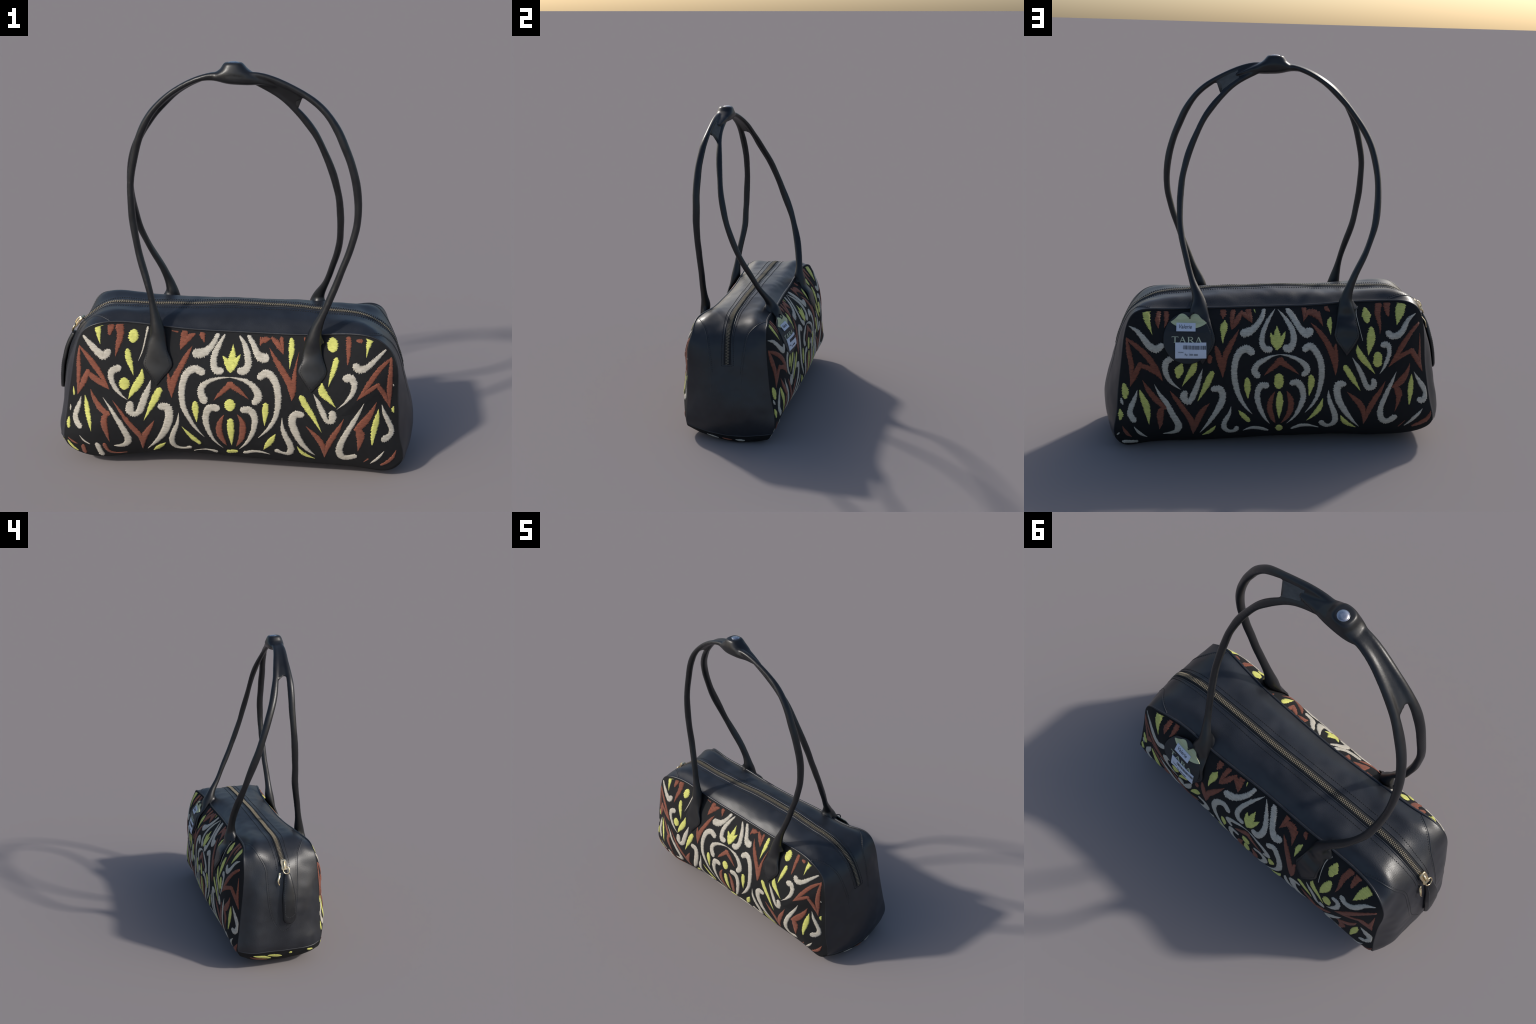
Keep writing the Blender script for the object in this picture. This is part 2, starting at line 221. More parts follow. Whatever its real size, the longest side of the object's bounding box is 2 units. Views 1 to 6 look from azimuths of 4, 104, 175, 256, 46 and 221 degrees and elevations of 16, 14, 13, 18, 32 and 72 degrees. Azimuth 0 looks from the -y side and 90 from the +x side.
BACK_MOTIFS = [
    ("cream_scroll", [(0.755, 0.653, 0.0029), (0.714, 0.635, 0.0228), (0.679, 0.601, 0.0313), (0.645, 0.565, 0.0369), (0.615, 0.552, 0.0386), (0.590, 0.566, 0.0340)]),
    ("cream_scroll", [(0.538, 0.505, 0.0307), (0.561, 0.488, 0.0341), (0.568, 0.453, 0.0308), (0.555, 0.406, 0.0257), (0.527, 0.371, 0.0160), (0.488, 0.341, 0.0023)]),
    ("cream_scroll", [(0.469, 0.320, 0.0333), (0.474, 0.302, 0.0403), (0.451, 0.274, 0.0300), (0.431, 0.298, 0.0334), (0.409, 0.353, 0.0286), (0.393, 0.407, 0.0194), (0.379, 0.454, 0.0023)]),
    ("cream_scroll", [(0.708, 0.334, 0.0023), (0.722, 0.287, 0.0220), (0.742, 0.239, 0.0279), (0.745, 0.210, 0.0302), (0.728, 0.178, 0.0338)]),
    ("cream_scroll", [(0.622, 0.369, 0.0023), (0.595, 0.316, 0.0184), (0.561, 0.269, 0.0277), (0.527, 0.200, 0.0319), (0.500, 0.141, 0.0362), (0.508, 0.104, 0.0306), (0.534, 0.088, 0.0201), (0.580, 0.081, 0.0047)]),
    ("cream_scroll", [(0.320, 0.346, 0.0332), (0.293, 0.347, 0.0372), (0.277, 0.318, 0.0356), (0.284, 0.269, 0.0357), (0.309, 0.219, 0.0289), (0.345, 0.159, 0.0204), (0.391, 0.087, 0.0024)]),
    ("cream_scroll", [(0.233, 0.254, 0.0023), (0.243, 0.207, 0.0203), (0.265, 0.159, 0.0262), (0.262, 0.117, 0.0282), (0.234, 0.096, 0.0224), (0.205, 0.107, 0.0259), (0.202, 0.122, 0.0246)]),
    ("cream_scroll", [(0.135, 0.541, 0.0386), (0.158, 0.554, 0.0386), (0.190, 0.541, 0.0363), (0.212, 0.501, 0.0341), (0.220, 0.438, 0.0330), (0.211, 0.367, 0.0309), (0.188, 0.300, 0.0241), (0.159, 0.252, 0.0162), (0.123, 0.211, 0.0023)]),
    ("cream_scroll", [(0.170, 0.627, 0.0421), (0.140, 0.635, 0.0370), (0.106, 0.661, 0.0285), (0.076, 0.698, 0.0252), (0.066, 0.725, 0.0196)]),
    ("cream_scroll", [(0.009, 0.727, 0.0035), (0.034, 0.698, 0.0143), (0.057, 0.665, 0.0217), (0.077, 0.622, 0.0273), (0.080, 0.582, 0.0307), (0.066, 0.556, 0.0341), (0.044, 0.552, 0.0330)]),
    ("cream_scroll", [(0.105, 0.424, 0.0388), (0.117, 0.442, 0.0342), (0.106, 0.473, 0.0307), (0.072, 0.499, 0.0250), (0.033, 0.518, 0.0125), (-0.011, 0.528, 0.0046)]),
    ("cream_scroll", [(0.060, 0.368, 0.0366), (0.081, 0.367, 0.0343), (0.099, 0.332, 0.0310), (0.097, 0.283, 0.0288), (0.078, 0.227, 0.0231), (0.053, 0.180, 0.0128), (0.032, 0.150, 0.0035)]),
    ("cream_line", [(0.726, 0.136, 0.0035), (0.699, 0.096, 0.0176), (0.661, 0.061, 0.0036)]),
    ("cream_line", [(0.168, 0.101, 0.0029), (0.125, 0.121, 0.0200), (0.079, 0.116, 0.0235), (0.043, 0.100, 0.0165)]),
    ("cream_line", [(0.810, 0.089, 0.0106), (0.801, 0.100, 0.0071)]),
    ("cream_line", [(0.778, 0.036, 0.0250), (0.722, 0.030, 0.0250)]),
    ("cream_line", [(0.791, 0.284, 0.0070), (0.788, 0.265, 0.0186), (0.783, 0.255, 0.0093)]),
    ("yellow_drop", [(0.666, 0.717, 0.0399), (0.659, 0.684, 0.0307), (0.647, 0.655, 0.0170), (0.633, 0.620, 0.0023)]),
    ("yellow_drop", [(0.269, 0.676, 0.0137), (0.272, 0.657, 0.0398), (0.278, 0.622, 0.0256), (0.278, 0.579, 0.0034)]),
    ("yellow_dot", [(0.487, 0.469, 0.0228), (0.497, 0.443, 0.0490), (0.502, 0.415, 0.0251)]),
    ("yellow_leaf", [(0.417, 0.491, 0.0227), (0.427, 0.453, 0.0364), (0.455, 0.406, 0.0240), (0.482, 0.359, 0.0023)]),
    ("yellow_drop", [(0.333, 0.430, 0.0262), (0.348, 0.395, 0.0343), (0.375, 0.335, 0.0241), (0.403, 0.280, 0.0035)]),
    ("yellow_dot", [(0.776, 0.349, 0.0232), (0.770, 0.321, 0.0383), (0.771, 0.295, 0.0261)]),
    ("yellow_dot", [(0.796, 0.221, 0.0146), (0.793, 0.203, 0.0280), (0.796, 0.178, 0.0140)]),
    ("yellow_drop", [(0.696, 0.335, 0.0069), (0.679, 0.290, 0.0312), (0.661, 0.244, 0.0370), (0.654, 0.201, 0.0244), (0.649, 0.149, 0.0023)]),
    ("yellow_drop", [(0.153, 0.396, 0.0251), (0.152, 0.361, 0.0355), (0.149, 0.325, 0.0207), (0.148, 0.298, 0.0069)]),
    ("yellow_leaf", [(0.195, 0.233, 0.0029), (0.169, 0.201, 0.0267), (0.144, 0.175, 0.0256)]),
    ("yellow_leaf", [(0.378, 0.067, 0.0036), (0.338, 0.096, 0.0247), (0.309, 0.137, 0.0029)]),
    ("yellow_drop", [(0.116, 0.724, 0.0092), (0.111, 0.711, 0.0029)]),
    ("rust_petal", [(0.603, 0.718, 0.0252), (0.608, 0.687, 0.0262), (0.603, 0.649, 0.0045)], [(0.566, 0.715, 0.0275), (0.563, 0.690, 0.0263), (0.574, 0.652, 0.0045)]),
    ("rust_petal", [(0.276, 0.719, 0.0332), (0.276, 0.708, 0.0320), (0.277, 0.697, 0.0171)]),
    ("rust_chevron", [(0.226, 0.720, 0.0252), (0.233, 0.685, 0.0240), (0.234, 0.642, 0.0045)], [(0.183, 0.714, 0.0172), (0.212, 0.673, 0.0285), (0.234, 0.642, 0.0045)], [(0.184, 0.710, 0.0172), (0.153, 0.696, 0.0263), (0.129, 0.670, 0.0034)], [(0.147, 0.720, 0.0322), (0.139, 0.694, 0.0229), (0.129, 0.670, 0.0029)]),
    ("rust_chevron", [(0.197, 0.642, 0.0028), (0.231, 0.587, 0.0261), (0.264, 0.523, 0.0318), (0.277, 0.449, 0.0239), (0.277, 0.408, 0.0034)], [(0.313, 0.560, 0.0170), (0.297, 0.511, 0.0341), (0.282, 0.449, 0.0228), (0.277, 0.408, 0.0029)]),
    ("rust_petal", [(0.344, 0.511, 0.0250), (0.344, 0.494, 0.0261)]),
    ("rust_arrowhead", [(0.763, 0.589, 0.0103), (0.751, 0.518, 0.0287), (0.738, 0.445, 0.0265), (0.745, 0.347, 0.0035)], [(0.760, 0.586, 0.0138), (0.705, 0.554, 0.0285), (0.651, 0.505, 0.0313), (0.611, 0.447, 0.0285), (0.581, 0.388, 0.0034)], [(0.745, 0.347, 0.0035), (0.725, 0.401, 0.0299), (0.693, 0.469, 0.0240)], [(0.696, 0.466, 0.0229), (0.651, 0.453, 0.0297), (0.612, 0.432, 0.0285), (0.581, 0.388, 0.0034)]),
    ("rust_chevron", [(0.682, 0.388, 0.0029), (0.657, 0.343, 0.0230), (0.617, 0.292, 0.0317), (0.569, 0.244, 0.0208)], [(0.572, 0.251, 0.0139), (0.591, 0.217, 0.0359), (0.592, 0.168, 0.0291), (0.597, 0.117, 0.0047)]),
    ("rust_chevron", [(0.544, 0.335, 0.0029), (0.510, 0.287, 0.0230), (0.459, 0.212, 0.0290), (0.432, 0.159, 0.0321), (0.425, 0.078, 0.0059)], [(0.342, 0.269, 0.0035), (0.374, 0.232, 0.0260), (0.408, 0.159, 0.0321), (0.425, 0.078, 0.0047)]),
    ("rust_chevron", [(0.068, 0.421, 0.0029), (0.035, 0.453, 0.0239), (-0.014, 0.499, 0.0330)], [(-0.009, 0.497, 0.0330), (-0.052, 0.470, 0.0262), (-0.111, 0.425, 0.0023)]),
    ("rust_petal", [(0.011, 0.335, 0.0034), (0.033, 0.283, 0.0265), (0.034, 0.234, 0.0289), (0.019, 0.187, 0.0233), (0.003, 0.153, 0.0035)]),
    ("rust_petal", [(0.784, 0.141, 0.0035), (0.767, 0.101, 0.0200), (0.739, 0.069, 0.0047)]),
    ("cream_scroll", [(-0.005, 0.725, 0.0029), (-0.038, 0.693, 0.0172), (-0.069, 0.651, 0.0286), (-0.082, 0.607, 0.0331), (-0.073, 0.572, 0.0353), (-0.056, 0.556, 0.0398), (-0.044, 0.558, 0.0376)]),
    ("cream_scroll", [(-0.057, 0.722, 0.0254), (-0.086, 0.689, 0.0316), (-0.116, 0.647, 0.0343), (-0.144, 0.626, 0.0423), (-0.162, 0.631, 0.0446)]),
    ("cream_scroll", [(-0.011, 0.528, 0.0046), (-0.057, 0.521, 0.0142), (-0.103, 0.503, 0.0228), (-0.142, 0.472, 0.0309), (-0.151, 0.443, 0.0344), (-0.137, 0.428, 0.0315)]),
    ("cream_scroll", [(-0.141, 0.556, 0.0342), (-0.166, 0.567, 0.0354), (-0.194, 0.542, 0.0354), (-0.217, 0.499, 0.0343), (-0.227, 0.440, 0.0327), (-0.223, 0.369, 0.0288), (-0.207, 0.302, 0.0220), (-0.179, 0.254, 0.0145), (-0.147, 0.217, 0.0023)]),
    ("cream_scroll", [(-0.078, 0.382, 0.0315), (-0.100, 0.384, 0.0367), (-0.125, 0.354, 0.0345), (-0.136, 0.305, 0.0318), (-0.121, 0.250, 0.0278), (-0.095, 0.199, 0.0175), (-0.056, 0.152, 0.0023)]),
    ("cream_scroll", [(-0.267, 0.336, 0.0029), (-0.271, 0.288, 0.0221), (-0.293, 0.231, 0.0280), (-0.309, 0.170, 0.0324), (-0.297, 0.139, 0.0284), (-0.267, 0.128, 0.0249), (-0.239, 0.150, 0.0318)]),
    ("cream_scroll", [(-0.341, 0.366, 0.0336), (-0.319, 0.364, 0.0429), (-0.311, 0.329, 0.0395), (-0.325, 0.273, 0.0373), (-0.350, 0.229, 0.0316), (-0.389, 0.174, 0.0207), (-0.441, 0.114, 0.0024)]),
    ("cream_scroll", [(-0.385, 0.506, 0.0029), (-0.417, 0.453, 0.0220), (-0.447, 0.392, 0.0279), (-0.477, 0.342, 0.0315), (-0.498, 0.349, 0.0327), (-0.503, 0.371, 0.0327), (-0.500, 0.380, 0.0303)]),
    ("cream_scroll", [(-0.547, 0.569, 0.0324), (-0.564, 0.569, 0.0313), (-0.577, 0.544, 0.0261), (-0.569, 0.499, 0.0232), (-0.550, 0.452, 0.0145), (-0.529, 0.419, 0.0023)]),
    ("cream_scroll", [(-0.573, 0.623, 0.0325), (-0.594, 0.611, 0.0336), (-0.624, 0.617, 0.0337), (-0.654, 0.647, 0.0291), (-0.679, 0.686, 0.0222), (-0.721, 0.715, 0.0047)]),
    ("cream_scroll", [(-0.618, 0.429, 0.0023), (-0.596, 0.372, 0.0187), (-0.569, 0.306, 0.0264), (-0.546, 0.231, 0.0307), (-0.547, 0.184, 0.0344), (-0.576, 0.149, 0.0346), (-0.607, 0.162, 0.0370), (-0.619, 0.173, 0.0357)]),
    ("cream_scroll", [(-0.717, 0.417, 0.0024), (-0.746, 0.368, 0.0208), (-0.778, 0.322, 0.0287), (-0.787, 0.287, 0.0299), (-0.772, 0.262, 0.0347), (-0.753, 0.266, 0.0298)]),
    ("cream_line", [(-0.421, 0.743, 0.0058), (-0.411, 0.729, 0.0070), (-0.415, 0.681, 0.0058), (-0.438, 0.589, 0.0046)]),
    ("cream_line", [(-0.771, 0.218, 0.0024), (-0.739, 0.181, 0.0209), (-0.682, 0.117, 0.0048)]),
    ("cream_line", [(-0.087, 0.113, 0.0142), (-0.123, 0.132, 0.0235), (-0.170, 0.134, 0.0177), (-0.225, 0.116, 0.0047)]),
    ("yellow_crown", [(0.003, 0.658, 0.0029), (0.003, 0.622, 0.0342), (0.003, 0.587, 0.0512), (0.003, 0.548, 0.0045)], [(0.034, 0.622, 0.0114), (0.023, 0.592, 0.0284), (0.006, 0.561, 0.0227)], [(-0.040, 0.634, 0.0029), (-0.026, 0.607, 0.0228), (-0.004, 0.566, 0.0250)]),
    ("yellow_dot", [(-0.008, 0.407, 0.0480), (-0.008, 0.377, 0.0504)]),
    ("yellow_drop", [(-0.013, 0.324, 0.0241), (-0.014, 0.283, 0.0392), (-0.013, 0.240, 0.0289), (-0.015, 0.183, 0.0029)]),
    ("yellow_dot", [(-0.018, 0.121, 0.0377), (-0.019, 0.114, 0.0377)]),
    ("yellow_drop", [(-0.173, 0.408, 0.0287), (-0.175, 0.382, 0.0357), (-0.171, 0.346, 0.0231), (-0.166, 0.309, 0.0058)]),
    ("yellow_leaf", [(-0.238, 0.292, 0.0035), (-0.221, 0.240, 0.0291), (-0.193, 0.202, 0.0210), (-0.158, 0.168, 0.0023)]),
    ("yellow_drop", [(-0.350, 0.455, 0.0265), (-0.370, 0.424, 0.0324), (-0.402, 0.375, 0.0232), (-0.433, 0.328, 0.0035)]),
    ("yellow_leaf", [(-0.411, 0.570, 0.0029), (-0.420, 0.528, 0.0317), (-0.450, 0.488, 0.0324), (-0.506, 0.419, 0.0023)]),
    ("yellow_dot", [(-0.517, 0.510, 0.0463), (-0.517, 0.481, 0.0487)]),
    ("yellow_drop", [(-0.484, 0.639, 0.0301), (-0.482, 0.604, 0.0474), (-0.475, 0.561, 0.0318), (-0.468, 0.516, 0.0029)]),
    ("yellow_dot", [(-0.458, 0.723, 0.0302), (-0.462, 0.705, 0.0511), (-0.464, 0.687, 0.0325)]),
    ("yellow_drop", [(-0.652, 0.755, 0.0422), (-0.639, 0.728, 0.0491), (-0.627, 0.693, 0.0291), (-0.618, 0.663, 0.0035)]),
    ("yellow_drop", [(-0.704, 0.407, 0.0029), (-0.702, 0.357, 0.0296), (-0.700, 0.316, 0.0296), (-0.695, 0.252, 0.0107)]),
    ("yellow_drop", [(-0.274, 0.690, 0.0138), (-0.269, 0.671, 0.0288), (-0.271, 0.642, 0.0149), (-0.273, 0.617, 0.0023)]),
    ("yellow_leaf", [(-0.336, 0.194, 0.0029), (-0.359, 0.153, 0.0272), (-0.424, 0.109, 0.0036)]),
    ("rust_chevron", [(-0.142, 0.725, 0.0289), (-0.136, 0.677, 0.0034)], [(-0.161, 0.716, 0.0208), (-0.135, 0.679, 0.0046)], [(-0.161, 0.716, 0.0231), (-0.200, 0.708, 0.0346), (-0.221, 0.685, 0.0207), (-0.234, 0.657, 0.0029)], [(-0.218, 0.713, 0.0139), (-0.234, 0.657, 0.0029)]),
    ("rust_petal", [(-0.257, 0.731, 0.0232), (-0.268, 0.724, 0.0139)]),
    ("rust_chevron", [(-0.172, 0.671, 0.0029), (-0.218, 0.627, 0.0263), (-0.263, 0.564, 0.0321), (-0.290, 0.503, 0.0379), (-0.300, 0.415, 0.0035)], [(-0.298, 0.569, 0.0149), (-0.298, 0.520, 0.0264), (-0.298, 0.474, 0.0287), (-0.300, 0.415, 0.0029)]),
    ("rust_petal", [(-0.531, 0.753, 0.0363), (-0.522, 0.705, 0.0302), (-0.530, 0.661, 0.0174), (-0.528, 0.620, 0.0029)]),
    ("rust_petal", [(-0.575, 0.758, 0.0387), (-0.572, 0.735, 0.0304), (-0.575, 0.711, 0.0204)]),
    ("rust_arrowhead", [(-0.733, 0.664, 0.0176), (-0.677, 0.608, 0.0268), (-0.630, 0.538, 0.0291), (-0.575, 0.456, 0.0029)], [(-0.744, 0.614, 0.0035), (-0.747, 0.538, 0.0130), (-0.748, 0.484, 0.0177), (-0.767, 0.410, 0.0030)], [(-0.575, 0.456, 0.0035), (-0.631, 0.506, 0.0245), (-0.701, 0.533, 0.0246)], [(-0.697, 0.533, 0.0246), (-0.736, 0.475, 0.0295), (-0.767, 0.410, 0.0030)]),
    ("rust_chevron", [(-0.691, 0.466, 0.0029), (-0.673, 0.414, 0.0294), (-0.638, 0.370, 0.0411), (-0.606, 0.349, 0.0176)], [(-0.608, 0.350, 0.0117), (-0.634, 0.322, 0.0389), (-0.636, 0.280, 0.0272), (-0.621, 0.211, 0.0036)]),
    ("rust_chevron", [(-0.364, 0.322, 0.0029), (-0.407, 0.283, 0.0263), (-0.447, 0.232, 0.0323), (-0.462, 0.134, 0.0048)], [(-0.561, 0.380, 0.0029), (-0.534, 0.319, 0.0234), (-0.491, 0.238, 0.0324), (-0.462, 0.134, 0.0048)]),
    ("rust_petal", [(-0.049, 0.338, 0.0034), (-0.069, 0.295, 0.0288), (-0.071, 0.239, 0.0319), (-0.054, 0.193, 0.0233), (-0.025, 0.153, 0.0029)]),
    ("rust_petal", [(-0.820, 0.200, 0.0036), (-0.802, 0.162, 0.0271), (-0.731, 0.116, 0.0169)]),
    ("rust_petal", [(-0.682, 0.153, 0.0036), (-0.653, 0.114, 0.0084)]),
]
T = np.r_[np.linspace(LEATHER_LO, LEATHER_HI, 261), np.linspace(LEATHER_HI, PERIOD + LEATHER_LO, 91)[1:-1]]
NL = 261                                                     # samples 0..260 are leather, the rest fabric base
NT = len(T)

# ------------------------------------------------------------------ materials
def node(nt, kind, **kw):
    n = nt.nodes.new(kind)
    for k, v in kw.items():
        if k in n.inputs: n.inputs[k].default_value = v
        else: setattr(n, k, v)
    return n

def material(name, dark, light, scale=40, rough=(.45, .6), bump=.15, bump_scale=400, metallic=0, sheen=0, spec=.5, detail=4, stretch=(1, 1, 1), voronoi=False):
    m = bpy.data.materials.new(name); m.use_nodes = True; nt = m.node_tree
    b = nt.nodes["Principled BSDF"]; co = node(nt, "ShaderNodeTexCoord"); mp = node(nt, "ShaderNodeMapping", Scale=stretch)
    nt.links.new(co.outputs["Object"], mp.inputs["Vector"])
    nz = node(nt, "ShaderNodeTexNoise", Scale=scale, Detail=detail, Roughness=.6); nt.links.new(mp.outputs[0], nz.inputs["Vector"])
    cr = node(nt, "ShaderNodeValToRGB"); cr.color_ramp.elements[0].position = .3; cr.color_ramp.elements[1].position = .7
    cr.color_ramp.elements[0].color = (*dark, 1); cr.color_ramp.elements[1].color = (*light, 1)
    nt.links.new(nz.outputs["Fac"], cr.inputs["Fac"]); nt.links.new(cr.outputs["Color"], b.inputs["Base Color"])
    mr = node(nt, "ShaderNodeMapRange"); mr.inputs["To Min"].default_value = rough[0]; mr.inputs["To Max"].default_value = rough[1]
    nt.links.new(nz.outputs["Fac"], mr.inputs["Value"]); nt.links.new(mr.outputs[0], b.inputs["Roughness"])
    if bump:
        if voronoi: bn = node(nt, "ShaderNodeTexVoronoi", Scale=bump_scale)
        else: bn = node(nt, "ShaderNodeTexNoise", Scale=bump_scale, Detail=3)
        nt.links.new(mp.outputs[0], bn.inputs["Vector"])
        bp = node(nt, "ShaderNodeBump", Strength=bump, Distance=.003); nt.links.new(bn.outputs[0], bp.inputs["Height"])
        nt.links.new(bp.outputs[0], b.inputs["Normal"])
    b.inputs["Metallic"].default_value = metallic; b.inputs["Sheen Weight"].default_value = sheen
    b.inputs["Specular IOR Level"].default_value = spec
    return m

LEATHER = material("black_leather", (.0120, .0137, .0178), (.0200, .0226, .0288), scale=11, rough=(.30, .46), spec=.55, bump=.12, bump_scale=260, voronoi=True)  # base colour blued and lifted for sky sheen on top, averaged with darker ends
HANDLE_LEATHER = material("smooth_black_leather", (.0075, .0082, .0098), (.013, .0142, .0165), scale=22, rough=(.30, .44), bump=.08, bump_scale=180)
FABRIC = material("black_cotton", (.009, .0095, .0105), (.0135, .014, .0155), scale=60, rough=(.75, .9), bump=.2, bump_scale=600, spec=.25)
TAPE = material("zipper_tape", (.010, .011, .013), (.018, .019, .021), scale=90, rough=(.7, .85), bump=.2, bump_scale=700, spec=.3)
CREAM = material("cream_thread", (.43, .395, .32), (.66, .615, .525), scale=40, rough=(.55, .7), bump=.8, bump_scale=200, sheen=.15, spec=.3, stretch=(1, 1, 5))
YELLOW = material("yellow_thread", (.54, .55, .13), (.78, .78, .21), scale=40, rough=(.55, .7), bump=.8, bump_scale=200, sheen=.1, spec=.3, stretch=(1, 1, 5))
RUST = material("rust_thread", (.165, .049, .027), (.295, .09, .05), scale=40, rough=(.55, .7), bump=.8, bump_scale=200, sheen=.1, spec=.3, stretch=(1, 1, 5))
BRASS_TOOTH = material("antique_brass", (.20, .165, .11), (.36, .31, .22), scale=120, rough=(.45, .6), bump=0, metallic=.25)
GOLD = material("pale_gold", (.78, .62, .36), (.92, .80, .55), scale=60, rough=(.18, .32), bump=0, metallic=1.0)
CHROME = material("polished_steel", (.42, .43, .46), (.66, .66, .70), scale=60, rough=(.2, .36), bump=0, metallic=1.0)
STITCH = material("black_thread", (.006, .006, .007), (.012, .012, .013), scale=80, rough=(.6, .8), bump=0)
GREY_STITCH = material("grey_thread", (.05, .055, .06), (.09, .095, .10), scale=80, rough=(.6, .8), bump=0)
CARD = material("black_card", (.013, .016, .019), (.019, .022, .026), scale=50, rough=(.55, .7), bump=.05, bump_scale=300)
SAGE = material("sage_print", (.44, .47, .27), (.60, .64, .38), scale=9, rough=(.5, .6), bump=0, stretch=(1, 1, 5))
LETTER = material("pale_green_print", (.52, .58, .42), (.62, .67, .50), scale=40, rough=(.5, .6), bump=0)
STICKER = material("white_paper", (.60, .64, .74), (.66, .70, .80), scale=40, rough=(.6, .7), bump=0)
INK = material("black_ink", (.03, .03, .04), (.06, .06, .07), scale=60, rough=(.6, .7), bump=0)
LINING = material("grey_lining", (.075, .075, .072), (.12, .118, .112), scale=26, rough=(.7, .85), bump=.2, bump_scale=200, stretch=(1, 3, 1))

# ------------------------------------------------------------------ mesh helpers
BAG = bpy.data.objects.new("handbag", None); bpy.context.collection.objects.link(BAG)
BAG["label"] = "black leather handbag with embroidered scroll panels and tall handles"
BAG["category"] = "handbag"

def make(name, verts, faces, mat, parent=BAG, smooth=True, normals=None, kind=None):
    me = bpy.data.meshes.new(name); me.from_pydata([tuple(map(float, v)) for v in verts], [], faces); me.update()
    me.materials.append(mat)
    if smooth: me.polygons.foreach_set("use_smooth", [True] * len(me.polygons))
    if normals is not None: me.normals_split_custom_set_from_vertices([tuple(n) for n in normals])
    ob = bpy.data.objects.new(name, me); bpy.context.collection.objects.link(ob); ob.parent = parent
    if kind: ob["kind"] = kind
    return ob

class Build:
    """collects pieces of geometry for one mesh"""
    def __init__(self): self.v, self.f = [], []
    def rows(self, G, close_v=False, close_u=False, cap0=False, cap1=False, flip=False):
        o = len(self.v); a, b = len(G), len(G[0])
        for r in G: self.v.extend(map(tuple, r))
        for i in range(a - (0 if close_u else 1)):
            for j in range(b - (0 if close_v else 1)):
                q = (o + i * b + j, o + i * b + (j + 1) % b, o + ((i + 1) % a) * b + (j + 1) % b, o + ((i + 1) % a) * b + j)
                self.f.append(q[::-1] if flip else q)
        if cap0: self.f.append(tuple(range(o + b - 1, o - 1, -1)))
        if cap1: self.f.append(tuple(range(o + (a - 1) * b, o + a * b)))
        return self
    def box(self, c, ax, ay, az, taper=1.0):
        o = len(self.v); c, ax, ay, az = map(np.asarray, (c, ax, ay, az))
        for k in (-1, 1):
            s = 1 if k < 0 else taper
            for i, j in ((-1, -1), (1, -1), (1, 1), (-1, 1)): self.v.append(tuple(c + i * ax * s + j * ay * s + k * az))
        self.f += [(o + 3, o + 2, o + 1, o), (o + 4, o + 5, o + 6, o + 7)] + [(o + i, o + (i + 1) % 4, o + 4 + (i + 1) % 4, o + 4 + i) for i in range(4)]
        return self
    def out(self, name, mat, **k): return make(name, self.v, self.f, mat, **k)

def fix_normals(ob):
    bm = bmesh.new(); bm.from_mesh(ob.data); bmesh.ops.recalc_face_normals(bm, faces=bm.faces); bm.to_mesh(ob.data); bm.free(); return ob

def sharp(ob, deg=35):
    bm = bmesh.new(); bm.from_mesh(ob.data)
    for e in bm.edges: e.smooth = not (len(e.link_faces) == 2 and e.calc_face_angle(0) > math.radians(deg))
    bm.to_mesh(ob.data); bm.free(); return ob

def tube(B, path, ra, rb=None, ref=(0, 1, 0), n=8, closed=False, caps=True):
    """elliptical tube: ra across (ref x tangent), rb along ref."""
    P = np.asarray(path, float); m = len(P); ra = np.broadcast_to(ra, m); rb = ra if rb is None else np.broadcast_to(rb, m)
    t = np.gradient(P, axis=0) if not closed else np.roll(P, -1, 0) - np.roll(P, 1, 0)
    t /= np.linalg.norm(t, axis=1)[:, None] + 1e-12
    r = np.broadcast_to(np.asarray(ref, float), (m, 3)); b = r - (r * t).sum(1)[:, None] * t
    b /= np.linalg.norm(b, axis=1)[:, None] + 1e-12; a = np.cross(b, t)
    ang = np.linspace(0, 2 * np.pi, n, endpoint=False)
    G = [P[i] + np.cos(ang)[:, None] * a[i] * ra[i] + np.sin(ang)[:, None] * b[i] * rb[i] for i in range(m)]
    return B.rows(G, close_v=True, close_u=closed, cap0=caps and not closed, cap1=caps and not closed)

# ------------------------------------------------------------------ gusset and fabric shell
VS = np.sin(np.linspace(-1, 1, 41) * np.pi / 2) * .5 + np.linspace(-1, 1, 41) * .5
G = np.stack([gusset(T, v) for v in VS], 0)                  # (across, along, 3)
RS = 1 - (1 - np.linspace(0, 1, 27)) ** 1.0
PAN = {s: np.stack([panel(s, T, r) for r in RS[::-1]], 0) for s in (-1, 1)}
for s in (-1, 1):
    for j, r in enumerate(RS[::-1]):
        PAN[s][j][:, 1] += (ripple(PAN[s][j], .004, 5, 1.7 + s)) * min(1, (1 - r) * 6)

for A_ in (G, PAN[-1], PAN[1]): A_[..., 2] = np.maximum(A_[..., 2], .0012)   # it rests flat on the ground
B = Build().rows(G[:, :NL].transpose(1, 0, 2))
gus = fix_normals(B.out("leather_gusset", LEATHER))
if gus.data.polygons[len(gus.data.polygons) // 2].normal.z < 0: gus.data.flip_normals()

